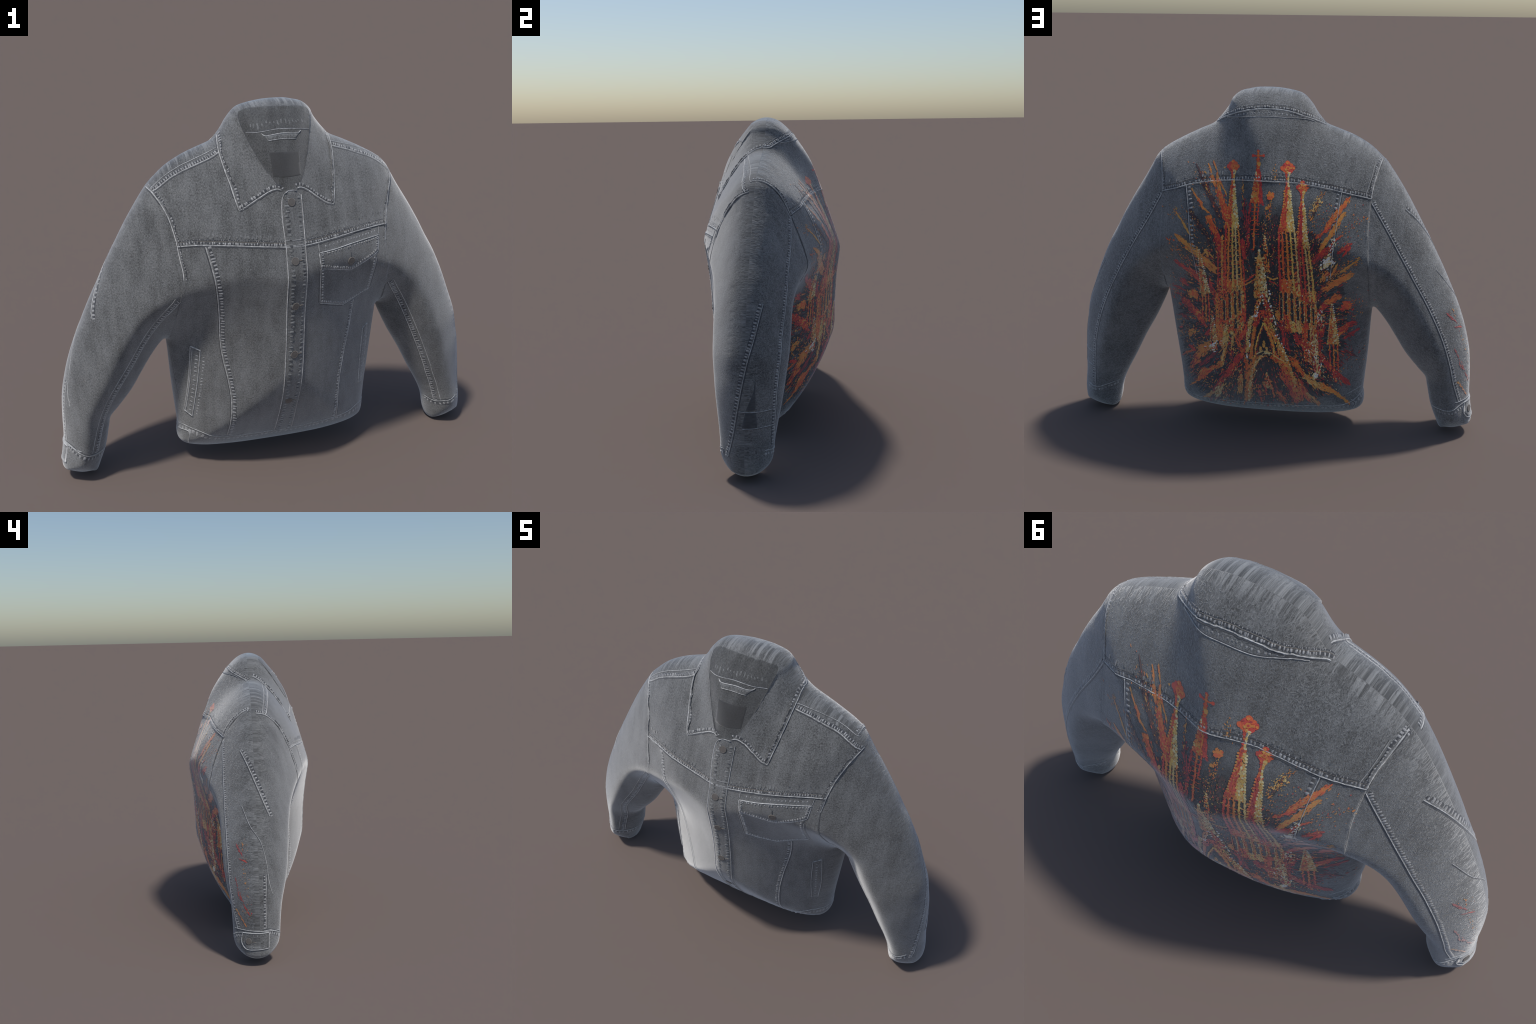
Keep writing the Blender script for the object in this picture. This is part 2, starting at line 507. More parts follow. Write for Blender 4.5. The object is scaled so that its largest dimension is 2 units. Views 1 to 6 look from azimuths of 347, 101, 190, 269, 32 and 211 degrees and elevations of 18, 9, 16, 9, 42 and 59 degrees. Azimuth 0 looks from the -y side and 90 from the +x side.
def denim_material(name, base=DENIM, worn=1.0, rough=.42):
    m = Nodes(name)
    vec, xyz, back = m.flat()
    x, y, z = xyz
    v2, _, _ = m.flat(2.4, .60)
    v3, _, _ = m.flat(1.0, .35)
    fade = m.noise(v2, 8.0, 5, .68)            # long vertical fades
    blot = m.noise(vec, 8.0, 5, .72)
    grain = m.noise(v3, 420.0, 2, .6)          # twill
    speck = m.noise(vec, 150.0, 4, .8)
    worm = m.math("ABSOLUTE", m.math("SUBTRACT", m.noise(vec, 78.0, 1.6, .5, .9), .5))
    worm = m.ramp(worm, .055, .0, 0, 1)
    # colour
    tone = m.math("ADD", m.math("MULTIPLY", m.math("SUBTRACT", fade, .5), 1.0), m.math("MULTIPLY", m.math("SUBTRACT", blot, .5), .75))
    tone = m.math("ADD", tone, m.math("MULTIPLY", m.math("SUBTRACT", grain, .5), 1.5))
    tone = m.math("ADD", tone, m.math("MULTIPLY", m.math("SUBTRACT", speck, .5), 1.6))
    col = m.mix(m.math("ADD", m.math("MULTIPLY", tone, worn * 1.35), .5, clamp=True), tuple(c * .36 for c in base), tuple(min(1, c * 1.95) for c in base))
    # back: crackled pale grain, deep indigo around the print
    col = m.mix(m.math("MULTIPLY", m.math("MULTIPLY", worm, m.math("MULTIPLY", back, m.ramp(blot, .25, .75, .5, 1.0))), .72), col, tuple(min(1, c * 2.4) for c in base))
    ex = m.math("MULTIPLY", m.math("ADD", x, -.02), 1.9)
    ez = m.math("MULTIPLY", m.math("ADD", z, -.62), 1.35)
    rad = m.math("SQRT", m.math("ADD", m.math("MULTIPLY", ex, ex), m.math("MULTIPLY", ez, ez)))
    rad = m.math("ADD", rad, m.math("MULTIPLY", m.math("SUBTRACT", blot, .5), .5))
    deep = m.math("MULTIPLY", m.ramp(rad, 1.0, .62), back)
    col = m.mix(m.math("MULTIPLY", deep, .82), col, tuple(np.array(base) * (.22, .25, .32)))
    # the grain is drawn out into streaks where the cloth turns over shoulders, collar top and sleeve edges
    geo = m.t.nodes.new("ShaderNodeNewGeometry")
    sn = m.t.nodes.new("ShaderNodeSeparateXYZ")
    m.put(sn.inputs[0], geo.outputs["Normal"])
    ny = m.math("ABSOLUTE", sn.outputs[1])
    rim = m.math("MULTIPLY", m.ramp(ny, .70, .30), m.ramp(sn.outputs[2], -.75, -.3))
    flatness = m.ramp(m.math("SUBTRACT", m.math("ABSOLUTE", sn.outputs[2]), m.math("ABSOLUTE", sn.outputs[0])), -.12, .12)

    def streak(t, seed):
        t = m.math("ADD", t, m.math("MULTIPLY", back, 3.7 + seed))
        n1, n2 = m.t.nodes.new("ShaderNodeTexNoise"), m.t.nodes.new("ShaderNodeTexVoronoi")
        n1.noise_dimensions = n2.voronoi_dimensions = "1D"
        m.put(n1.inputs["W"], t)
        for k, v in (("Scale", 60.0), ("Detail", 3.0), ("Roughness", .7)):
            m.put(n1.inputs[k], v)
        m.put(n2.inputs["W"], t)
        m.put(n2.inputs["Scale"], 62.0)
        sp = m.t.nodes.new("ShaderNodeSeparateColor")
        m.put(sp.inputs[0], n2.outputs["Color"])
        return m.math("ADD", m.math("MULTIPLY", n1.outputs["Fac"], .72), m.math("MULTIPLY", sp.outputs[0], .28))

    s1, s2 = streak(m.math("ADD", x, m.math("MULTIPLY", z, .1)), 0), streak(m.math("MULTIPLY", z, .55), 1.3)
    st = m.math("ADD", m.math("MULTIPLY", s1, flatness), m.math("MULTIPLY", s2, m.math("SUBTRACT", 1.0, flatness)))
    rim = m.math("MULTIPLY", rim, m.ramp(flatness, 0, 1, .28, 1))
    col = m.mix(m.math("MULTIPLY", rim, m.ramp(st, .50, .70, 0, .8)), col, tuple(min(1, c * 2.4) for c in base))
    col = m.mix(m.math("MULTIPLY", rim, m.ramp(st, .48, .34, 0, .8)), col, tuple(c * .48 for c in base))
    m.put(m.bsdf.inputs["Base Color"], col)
    m.cloth()
    b1 = m.add("ShaderNodeBump", Strength=.5, Distance=.0025)
    m.put(b1.inputs["Height"], m.math("ADD", m.math("MULTIPLY", grain, .5), m.math("ADD", speck, m.math("MULTIPLY", m.math("MULTIPLY", worm, back), .8))))
    m.put(m.bsdf.inputs["Normal"], b1.outputs[0])
    return m.mat


def plain_material(name, base, var=.35, rough=.8, scale=160.0, metallic=0.0, sheen=1.0):
    m = Nodes(name)
    vec, xyz, back = m.flat()
    n = m.noise(vec, scale, 3, .65)
    n2 = m.noise(vec, scale * .12, 2, .5)
    f = m.math("ADD", m.math("MULTIPLY", m.math("SUBTRACT", n, .5), 2.0), m.math("MULTIPLY", m.math("SUBTRACT", n2, .5), 1.2))
    col = m.mix(m.math("ADD", f, .5, clamp=True), tuple(c * (1 - var) for c in base), tuple(min(1, c * (1 + var)) for c in base))
    m.put(m.bsdf.inputs["Base Color"], col)
    m.cloth(rough, sheen)
    m.put(m.bsdf.inputs["Metallic"], metallic)
    return m.mat


MAT = {
    "denim": denim_material("denim"),
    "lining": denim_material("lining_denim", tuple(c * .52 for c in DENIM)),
    "edge": plain_material("worn_edge", LIGHT, .6, .8, 90.0),
    "rung": plain_material("puckered_seam", (.30, .30, .30), .55, .8, 110.0),
    "soft": plain_material("soft_pucker", (.165, .168, .168), .5, .8, 110.0),
    "dusk": plain_material("dusky_denim", (.048, .051, .056), .4, .8, 110.0),
    "crease": denim_material("creased_denim", tuple(c * 1.14 for c in DENIM)),
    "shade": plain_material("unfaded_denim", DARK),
    "thread": plain_material("thread", (.15, .125, .10)),
    "label": plain_material("label_cloth", (.034, .034, .035), .3),
    "button": plain_material("aged_metal", (.150, .135, .122), .25, .5, 60.0, .15, .25),
}

# ------------------------------------------------------------------
# 4. OBJECT HELPERS
# ------------------------------------------------------------------
ROOT = bpy.data.objects.new("denim_jacket", None)
bpy.context.scene.collection.objects.link(ROOT)
ROOT["label"] = "grey washed denim jacket with fiery cathedral painting on back"
ROOT["category"] = "denim jacket"
PART = {}


def make(name, verts, faces, mat, parent=None, smooth=True, kind=None):
    me = bpy.data.meshes.new(name)
    me.from_pydata([tuple(map(float, v)) for v in verts], [], [tuple(int(i) for i in f) for f in faces])
    me.materials.append(mat)
    me.polygons.foreach_set("use_smooth", [smooth] * len(me.polygons))
    me.update()
    ob = bpy.data.objects.new(name, me)
    bpy.context.scene.collection.objects.link(ob)
    ob.parent = parent or ROOT
    if kind:
        ob["kind"] = kind
    return ob


class Soup:
    """Gathers many small pieces into one mesh."""
    def __init__(self):
        self.v, self.f, self.n = [], [], 0

    def add(self, verts, faces):
        self.v.extend(verts)
        self.f.extend([tuple(i + self.n for i in f) for f in faces])
        self.n += len(verts)

    def make(self, name, mat, parent=None, kind=None, smooth=True):
        if self.n:
            return make(name, self.v, self.f, mat, parent, smooth, kind)


def split_shell():
    names = sorted(set(REG), key=lambda s: s)
    reg = np.array(REG)
    for n in names:
        t = T[reg == n]
        used, inv = np.unique(t, return_inverse=True)
        t = inv.reshape(-1, 3)
        ob = make(n, V[used], t, MAT["lining" if n == "lining" else "denim"])
        ob.data.normals_split_custom_set_from_vertices([tuple(v) for v in VN[used]])
        PART[n] = ob


split_shell()


# ------------------------------------------------------------------
# 5. SEAMS, PLATES, BUTTONS
# ------------------------------------------------------------------
def track(side, pts, step=.004, closed=False):
    """A design line laid on the cloth: points, normals and the direction to its left."""
    q = spline(pts, step, closed)
    P = np.array([drop(side, p)[0] for p in q])
    if closed:
        P = np.vstack([P, P[:1]])
    P = even(P, step)
    N = np.array([nearest(p)[1] for p in P])
    Tn = np.gradient(P, axis=0)
    Tn /= np.linalg.norm(Tn, axis=1)[:, None] + 1e-12
    Bn = np.cross(N, Tn)
    Bn /= np.linalg.norm(Bn, axis=1)[:, None] + 1e-12
    return P, N, Tn, Bn


def ribbon(soup, tr, off, width, height, wobble=.15):
    P, N, Tn, Bn = tr
    k = len(P)
    ph = rng.uniform(0, 6, 2)
    w = width * (1 + wobble * np.sin(np.arange(k) * .9 + ph[0]) * np.sin(np.arange(k) * .37 + ph[1]))
    taper = np.minimum(1, np.minimum(np.arange(k), np.arange(k)[::-1]) / 2 + .35)
    w = w * taper
    verts = []
    for i in range(k):
        c, n = nearest(P[i] + Bn[i] * off) if off else (P[i], N[i])
        for o, h in ((-.5, -.0012), (-.32, height), (.32, height), (.5, -.0012)):
            verts.append(c + Bn[i] * (o * w[i]) + n * h)
    faces = [(4 * i + j, 4 * i + j + 1, 4 * i + j + 5, 4 * i + j + 4) for i in range(k - 1) for j in range(3)]
    faces += [(0, 3, 2, 1), (4 * k - 4, 4 * k - 3, 4 * k - 2, 4 * k - 1)]
    # outward winding
    faces = [f[::-1] for f in faces]
    soup.add(verts, faces)


def rungs(soup, tr, off, spacing, across, along, height, skew=0.0, peak=.62):
    """Puckers: small pads of cloth standing up between two rows of stitching."""
    P, N, Tn, Bn = tr
    s = np.r_[0, np.cumsum(np.linalg.norm(np.diff(P, axis=0), axis=1))]
    t = spacing * .5
    while t < s[-1]:
        i = min(int(np.searchsorted(s, t)), len(P) - 1)
        c, n = nearest(P[i] + Bn[i] * (off + rng.normal(0, across * .06)))
        a = across * (rng.uniform(.75, 1.15) if peak > .5 else rng.uniform(.35, 1.2)) * .5
        l = along * rng.uniform(.7, 1.25) * .5
        h = height * rng.uniform(.35, .75)
        tt = Tn[i] + Bn[i] * (skew + rng.normal(0, .12))
        v = []
        for k, z in ((1.0, -.0004 if peak < .5 else -.001), (peak, h)):
            for x, y in ((-1, -.6), (-.6, -1), (.6, -1), (1, -.6), (1, .6), (.6, 1), (-.6, 1), (-1, .6)):
                v.append(c + tt * (x * l * k) + Bn[i] * (y * a * k) + n * z)
        f = [(j, (j + 1) % 8, 8 + (j + 1) % 8, 8 + j) for j in range(8)] + [tuple(range(8, 16))]
        soup.add(v, f)
        t += spacing * rng.uniform(.8, 1.22)


class Seams:
    """Collects the sewn details that belong to one panel."""
    def __init__(self):
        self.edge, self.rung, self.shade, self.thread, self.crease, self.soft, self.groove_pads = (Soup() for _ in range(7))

    def fell(self, side, line, left=1, edge=.0048, row=.013, rows=1, dark=True, spacing=.0098, across=.010, closed=False, h=.0014, under=.007, halo=False):
        tr = track(side, line, closed=closed)
        if edge:
            ribbon(self.edge, tr, 0, edge, .0016, .3)
        if dark:
            ribbon(self.shade, tr, -left * under * .85, under, .0005)
            ribbon(self.shade, tr, left * row, across * 1.6, .0004)
            if rows > 1:
                ribbon(self.shade, tr, left * (row + .0125), across * .7, .0004)
        rungs(self.rung, tr, left * row, spacing * 1.15, across * 1.5, spacing * .74, h, 0, .78)
        if halo:
            rungs(self.crease, tr, left * (row + (.026 if rows == 1 else .036)), spacing * 1.7, .034, .009, .0005, .15, .25)
        if rows > 1:
            ribbon(self.thread, tr, left * (row + across * .68), .0022, .0009)
            rungs(self.rung, tr, left * (row + .0125), spacing * .95, across * .8, spacing * .36, h * .6)
        return tr

    def line(self, side, pts, width=.004, h=.0018, dark=True, left=1):
        tr = track(side, pts)
        ribbon(self.edge, tr, 0, width, h)
        if dark:
            ribbon(self.shade, tr, -left * width * .95, width * 1.2, .0005)
        return tr

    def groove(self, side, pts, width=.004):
        ribbon(self.shade, track(side, pts), 0, width, .0006)

    def make(self, parent):
        self.edge.make("piping", MAT["edge"], parent)
        self.rung.make("puckers", MAT["rung"], parent, kind="stuff")
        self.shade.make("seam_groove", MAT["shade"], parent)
        self.thread.make("stitching", MAT["thread"], parent)
        self.soft.make("soft_puckers", MAT["soft"], parent, kind="stuff")
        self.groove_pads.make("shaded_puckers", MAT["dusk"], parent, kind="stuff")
        self.crease.make("creases", MAT["crease"], parent, kind="stuff")


def plate(name, side, poly, height, mat, parent, bevel=.0022, step=.004, sharp=True):
    """A cut piece of cloth sewn on the shell: polygon laid on the surface with bevelled edges."""
    b = even(np.vstack([np.array(poly, float), np.array(poly[:1], float)]), step)[:-1] if sharp else spline(poly, step, True)
    n0 = len(b)
    cen = b.mean(0)
    tg = np.roll(b, -1, 0) - np.roll(b, 1, 0)
    tg /= np.linalg.norm(tg, axis=1)[:, None] + 1e-12
    nin = np.stack([-tg[:, 1], tg[:, 0]], 1)
    area = .5 * np.sum(b[:, 0] * np.roll(b[:, 1], -1) - np.roll(b[:, 0], -1) * b[:, 1])
    nin *= np.sign(area)
    ring = b + nin * bevel
    ring = ring[inside(b, ring) & (dist_to(b, ring, True) > bevel * .7)]
    lo, hi = b.min(0), b.max(0)
    gx, gz = np.meshgrid(np.arange(lo[0], hi[0], .008), np.arange(lo[1], hi[1], .008))
    g = np.stack([gx.ravel(), gz.ravel()], 1)
    g = g[inside(b, g)]
    g = g[dist_to(b, g, True) > bevel + .004] if len(g) else g
    allp = np.vstack([b, ring, g])
    r = delaunay_2d_cdt([Vector(p) for p in allp], [], [list(range(n0))], 1, 1e-5)
    P2 = [np.array(v) for v in r[0]]
    rim = [any(i < n0 for i in o) for o in r[3]]
    V3 = []
    for p, e in zip(P2, rim):
        q, n = drop(side, p)
        V3.append(q + n * (-.001 if e else height))
    F3 = []
    ref = drop(side, cen)[1]
    for f in r[2]:
        a, b_, c = V3[f[0]], V3[f[1]], V3[f[2]]
        F3.append(tuple(f) if np.cross(b_ - a, c - a) @ ref > 0 else tuple(f[::-1]))
    return make(name, V3, F3, mat, parent)


BUTTON = None


def button(side, p, radius, parent, stem=.001):
    """Domed metal button with a raised rim, turned from a profile."""
    global BUTTON
    if BUTTON is None:
        prof = [(0, .0052), (.45, .0049), (.68, .0042), (.74, .0040), (.80, .0050), (.92, .0050), (1.0, .0034), (1.0, -.002)]
        k = 28
        v = [(0, 0, prof[0][1])]
        for r, z in prof[1:]:
            v += [(r * math.cos(a * math.tau / k), r * math.sin(a * math.tau / k), z) for a in range(k)]
        f = [(0, 1 + i, 1 + (i + 1) % k) for i in range(k)]
        for j in range(len(prof) - 2):
            o = 1 + j * k
            f += [(o + i, o + k + i, o + k + (i + 1) % k, o + (i + 1) % k) for i in range(k)]
        BUTTON = bpy.data.meshes.new("button")
        BUTTON.from_pydata(v, [], f)
        BUTTON.materials.append(MAT["button"])
        BUTTON.polygons.foreach_set("use_smooth", [True] * len(f))
    q, n = drop(side, p)
    ob = bpy.data.objects.new("button", BUTTON)
    bpy.context.scene.collection.objects.link(ob)
    ob.parent = parent
    rot = Vector(n).to_track_quat("Z", "Y").to_matrix().to_4x4()
    ob.matrix_world = Matrix.Translation(Vector(q + n * stem)) @ rot @ Matrix.Diagonal((radius, radius, .55, 1))
    return ob


# ---- collar -------------------------------------------------------
S = Seams()
S.fell("F", F["collar_r"][1:], 1, row=.014, spacing=.0125, across=.011, h=.0014)
S.fell("F", F["collar_r_bottom"], 1, row=.013, spacing=.0115, across=.010, h=.0014)
S.fell("F", F["collar_l"][1:], -1, row=.014, spacing=.0125, across=.011, h=.0014)
S.fell("F", F["collar_l_bottom"], -1, row=.013, spacing=.0115, across=.010, h=.0014)
S.fell("B", B["collar"][1:-1], 1, row=.013, rows=2, spacing=.010, across=.009, h=.002)
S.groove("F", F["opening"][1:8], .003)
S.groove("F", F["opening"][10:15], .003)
S.make(PART["collar"])

# ---- inside of the neck --------------------------------------------
S = Seams()
S.line("F", F["stand"], .003, .0015, left=-1)
rungs(S.crease, track("F", [(-.095, 1.575), (-.03, 1.583), (.06, 1.588), (.165, 1.578)]), 0, .017, .034, .010, .0005, 0, .25)
S.make(PART["lining"])
loop = plate("hanger_loop", "F", [(-.044, 1.546), (-.028, 1.537), (.043, 1.543), (.111, 1.538), (.128, 1.545), (.112, 1.531), (.098, 1.518), (.039, 1.523),
                                  (-.023, 1.519), (-.036, 1.536)], .0022, MAT["denim"], PART["lining"])
S = Seams()
S.line("F", [(-.046, 1.547), (-.028, 1.538), (.043, 1.544), (.111, 1.539), (.128, 1.547)], .004, .0030, False)
S.line("F", [(-.023, 1.519), (.039, 1.523), (.098, 1.518)], .003, .0028, False)
S.make(loop)
label = plate("label_patch", "F", [(-.026, 1.477), (.045, 1.476), (.111, 1.471), (.105, 1.374), (.04, 1.374), (-.021, 1.377)], .0007, MAT["label"], PART["lining"])

# ---- front yoke ------------------------------------------------------
S = Seams()
S.fell("F", F["yoke"], 1, row=.010, rows=2, across=.0095, halo=True)
S.fell("F", F["shoulder_r"], 1, row=.011, across=.011)
S.fell("F", F["shoulder_l"], 1, row=.011, across=.011)
S.line("F", [(-.508, 1.339), (-.456, 1.383), (-.394, 1.42), (-.333, 1.446), (-.27, 1.47), (-.225, 1.49)], .003, .0012)
S.line("F", [(.285, 1.48), (.367, 1.456), (.445, 1.427), (.509, 1.395), (.56, 1.359)], .003, .0012)
S.fell("F", F["arm_r"][:6], 1, row=.012, spacing=.011)
S.fell("F", F["arm_l"][:5], -1, row=.012, spacing=.011, across=.008)
S.make(PART["front_yoke"])

# ---- front panel -----------------------------------------------------
FP = PART["front_panel"]
S = Seams()
S.fell("F", F["arm_r"][5:9], 1, row=.012, across=.007)
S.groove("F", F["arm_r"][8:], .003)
S.fell("F", F["arm_l"][4:6], -1, row=.012, across=.007)
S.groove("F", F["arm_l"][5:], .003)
S.fell("F", F["princess_r"], 1, row=.014, spacing=.0135, across=.013)
S.fell("F", F["princess_l"], -1, row=.012, spacing=.0125, across=.010)
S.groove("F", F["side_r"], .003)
S.make(FP)

PL = spline(F["placket"], .02)
PR = spline(F["placket_inner"], .02)
placket = plate("button_placket", "F", [tuple(p) for p in np.vstack([PL, PR[::-1], [(.072, 1.319), (.034, 1.321)]])], .0013, MAT["denim"], FP)
S = Seams()
S.line("F", F["placket"], .0042, .0032, left=-1)
S.line("F", [(.016, 1.313), (.034, 1.321), (.072, 1.32)], .004, .0045)
S.line("F", F["placket_inner"], .003, .0030, left=1)
for off in (.020, ):
    tr = track("F", F["placket"])
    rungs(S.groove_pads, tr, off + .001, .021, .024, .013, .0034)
    rungs(S.soft, tr, off, .0205, .024, .012, .0042, 0, .6)
tr = track("F", F["placket_inner"])
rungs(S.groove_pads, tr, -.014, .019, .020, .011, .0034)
rungs(S.soft, tr, -.014, .0195, .022, .011, .0042, 0, .6)
ribbon(S.rung, track("F", [(.003, 1.108), (.045, 1.105), (.088, 1.104)]), 0, .0055, .0024)
ribbon(S.rung, track("F", [(.003, 1.128), (.045, 1.126), (.088, 1.126)]), 0, .0045, .0022)
S.make(placket)
hole = Soup()
for p in ((.044, 1.277), (.037, 1.043), (.036, .842), (.032, .614), (.020, .363)):
    button("F", p, .0175, placket, .0012)
    if p[1] < 1.2:
        ribbon(hole, track("F", [(p[0] + .018, p[1]), (p[0] + .036, p[1] + .001)]), 0, .0045, .0042)
hole.make("buttonhole", MAT["thread"], placket)

# chest pocket with pointed flap
pocket = plate("chest_pocket", "F", [(.153, .99), (.159, .824), (.291, .776), (.428, .816), (.436, .98), (.446, 1.03), (.30, 1.03), (.154, 1.03)], .0014, MAT["denim"], FP)
S = Seams()
S.fell("F", [(.153, .99), (.156, .90), (.159, .826)], 1, row=.011, edge=.004, spacing=.012, across=.008, h=.0042)
S.fell("F", [(.159, .824), (.225, .80), (.291, .777)], 1, row=.011, edge=.004, spacing=.010, across=.008, h=.0042)
S.fell("F", [(.291, .777), (.36, .797), (.428, .816)], 1, row=.011, edge=.004, spacing=.010, across=.008, h=.0042)
S.fell("F", [(.428, .818), (.431, .90), (.436, .985)], 1, row=.011, edge=.003, spacing=.012, across=.008, h=.0042)
S.make(pocket)
flap = plate("pocket_flap", "F", [(.149, 1.059), (.22, 1.064), (.295, 1.072), (.38, 1.076), (.456, 1.077), (.448, 1.011), (.305, .953), (.154, .993)], .0019, MAT["denim"], FP)
S = Seams()
S.line("F", [(.149, 1.059), (.22, 1.064), (.295, 1.072), (.38, 1.076), (.456, 1.077)], .0042, .0036)
S.fell("F", [(.456, 1.075), (.452, 1.04), (.448, 1.013)], -1, row=.011, edge=.0048, dark=False, across=.008, h=.0066)
S.fell("F", [(.448, 1.011), (.38, .983), (.306, .953)], -1, row=.011, edge=.0048, dark=False, across=.009, h=.0066)
S.fell("F", [(.304, .953), (.23, .973), (.154, .993)], -1, row=.011, edge=.0048, dark=False, across=.009, h=.0066)
S.fell("F", [(.154, .995), (.151, 1.03), (.149, 1.057)], -1, row=.011, edge=.0048, dark=False, across=.008, h=.0066)
rungs(S.rung, track("F", [(.16, 1.051), (.295, 1.063), (.445, 1.068)]), 0, .014, .010, .008, .0064)
ribbon(S.shade, track("F", [(.30, 1.014), (.3, 1.042)]), 0, .004, .0042)
S.make(flap)
button("F", (.302, 1.000), .0175, flap, .002)
S = Seams()
S.line("F", [(.150, 1.097), (.149, 1.064)], .003, .0015)
S.line("F", [(.462, 1.11), (.457, 1.08)], .003, .0015)
rungs(S.rung, track("F", [(.17, 1.083), (.30, 1.093), (.44, 1.098)]), 0, .018, .012, .008, .0012)
S.make(FP)

# slanted side pockets
welt = plate("pocket_welt", "F", [(-.391, .627), (-.35, .611), (-.364, .475), (-.394, .266), (-.428, .289), (-.404, .466)], .0016, MAT["denim"], FP)
S = Seams()
S.line("F", [(-.391, .627), (-.404, .466), (-.428, .289)], .0048, .0032, left=-1)
S.line("F", [(-.391, .627), (-.35, .611)], .004, .0042)
S.line("F", [(-.428, .289), (-.394, .266)], .004, .0042)
S.line("F", [(-.352, .611), (-.366, .475), (-.396, .268)], .0045, .0032)
S.line("F", [(-.384, .612), (-.397, .466), (-.42, .294)], .003, .0042, False)
rungs(S.rung, track("F", [(-.365, .595), (-.380, .47), (-.405, .29)]), 0, .021, .018, .010, .0045)
rungs(S.rung, track("F", [(-.338, .59), (-.350, .475), (-.380, .27)]), 0, .017, .012, .009, .0016)
S.make(welt)
welt2 = plate("pocket_welt", "F", [(.422, .601), (.456, .611), (.450, .432), (.434, .300), (.410, .308), (.412, .45)], .0016, MAT["denim"], FP)
S = Seams()
S.line("F", [(.422, .601), (.412, .45), (.410, .308)], .003, .004)
S.line("F", [(.456, .611), (.450, .432), (.434, .300)], .003, .004)
S.line("F", [(.422, .601), (.456, .611)], .003, .004)
rungs(S.rung, track("F", [(.437, .59), (.431, .45), (.423, .32)]), 0, .02, .014, .009, .0042)
S.make(welt2)

# ---- back -------------------------------------------------------------
S = Seams()
S.line("B", B["stand"], .0035, .0016, left=-1)
rungs(S.rung, track("B", [(.18, 1.552), (.067, 1.568), (-.029, 1.567), (-.13, 1.553)]), 0, .017, .011, .009, .001)
S.fell("B", B["yoke"], 1, row=.011, rows=2, spacing=.0115, across=.0115, h=.0012, halo=True)
S.fell("B", B["arm_l"][1:5], 1, row=.012, spacing=.011, across=.007)
S.fell("B", B["arm_r"][1:5], -1, row=.012, spacing=.011, across=.009)
S.line("B", [(-.472, 1.35), (-.457, 1.275), (-.44, 1.215)], .0025, .0012)
S.make(PART["back_yoke"])
BP = PART["back_panel"]
S = Seams()
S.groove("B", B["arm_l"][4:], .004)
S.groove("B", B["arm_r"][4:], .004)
S.fell("B", B["princess_l"], 1, row=.014, edge=.0038, spacing=.016, across=.012)
S.fell("B", B["princess_r"], -1, row=.014, edge=.0038, spacing=.017, across=.010)
S.make(BP)

# ---- sleeves ------------------------------------------------------------
for part, sg, k in (("sleeve", -1, "r"), ("sleeve.001", 1, "l")):
    S = Seams()
    S.fell("F", F["sleeve_" + k], sg, row=.012, edge=.0034, spacing=.0115, across=.012, under=.004)
    S.line("F", offset(np.array(F["sleeve_" + k]), .026 * sg), .0028, .0012, False)
    S.fell("B", B["sleeve_" + k], -sg, row=.012, edge=.0040, spacing=.0115, across=.011, under=.006)
    if sg < 0:
        S.fell("NX", [(.045, 1.135), (.002, 1.054), (-.058, .918), (-.112, .79)], 1, row=.014, edge=.0045, spacing=.016, across=.013)
        S.line("NX", [(.043, .849), (.001, .753), (-.055, .67), (-.085, .56), (-.095, .47), (-.114, .389)], .003, .001)
        S.fell("NX", [(-.081, .50), (-.082, .379), (-.078, .205)], -1, row=.011, edge=.003, spacing=.014, across=.009)
    else:
        S.fell("PX", [(.105, .82), (.075, .672), (.043, .544), (.006, .362), (-.021, .218), (-.047, .119)], -1, row=.012, edge=.003, spacing=.013, across=.012)
    S.make(PART[part])

SLIT = [(.088, .545), (.080, .44), (.044, .352), (.090, .350)]
FACING = [(.042, .341), (.092, .341), (.097, .268), (.024, .268)]
# ---- cuffs and waistband -----------------------------------------------
for part, k in (("cuff", "r"), ("cuff.001", "l")):
    S = Seams()
    S.fell("F", F["cuff_" + k][1:-1], -1, row=.016, edge=.004, spacing=.016, across=.012)
    S.fell("B", B["cuff_" + k][1:-1], 1, row=.016, edge=.004, spacing=.016, across=.010, dark=False)
    if k == "r":
        S.line("NX", [(.094, .196), (.005, .197), (-.083, .190), (-.15, .176)], .004)
    else:
        S.line("PX", [(.01, .345), (.029, .345), (.108, .342), (.16, .342)], .0034)
        S.line("PX", [(.029, .265), (.101, .267), (.155, .267)], .003)
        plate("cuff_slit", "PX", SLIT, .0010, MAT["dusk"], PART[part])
        plate("cuff_facing", "PX", FACING, .0012, MAT["dusk"], PART[part])
    S.make(PART[part])
tab = plate("cuff_tab", "NX", [(.050, .182), (-.02, .184), (-.090, .183), (-.086, .100), (-.02, .097), (.034, .098), (.058, .133)], .0035, MAT["denim"], PART["cuff"])
S = Seams()
S.line("NX", [(.050, .182), (-.02, .184), (-.090, .183)], .0045, .005)
S.line("NX", [(-.086, .100), (-.02, .097), (.034, .098), (.058, .133), (.050, .180)], .0045, .005)
S.line("NX", [(-.089, .183), (-.087, .100)], .004, .005)
rungs(S.rung, track("NX", [(.03, .170), (-.08, .170)]), 0, .016, .012, .008, .005)
rungs(S.rung, track("NX", [(.02, .111), (-.08, .112)]), 0, .016, .010, .008, .005)
S.make(tab)
button("NX", (.020, .140), .0175, tab, .003)
ribbon_soup = Soup()
ribbon(ribbon_soup, track("NX", [(0, .138), (-.022, .134)]), 0, .004, .0048)
ribbon_soup.make("buttonhole", MAT["thread"], tab)

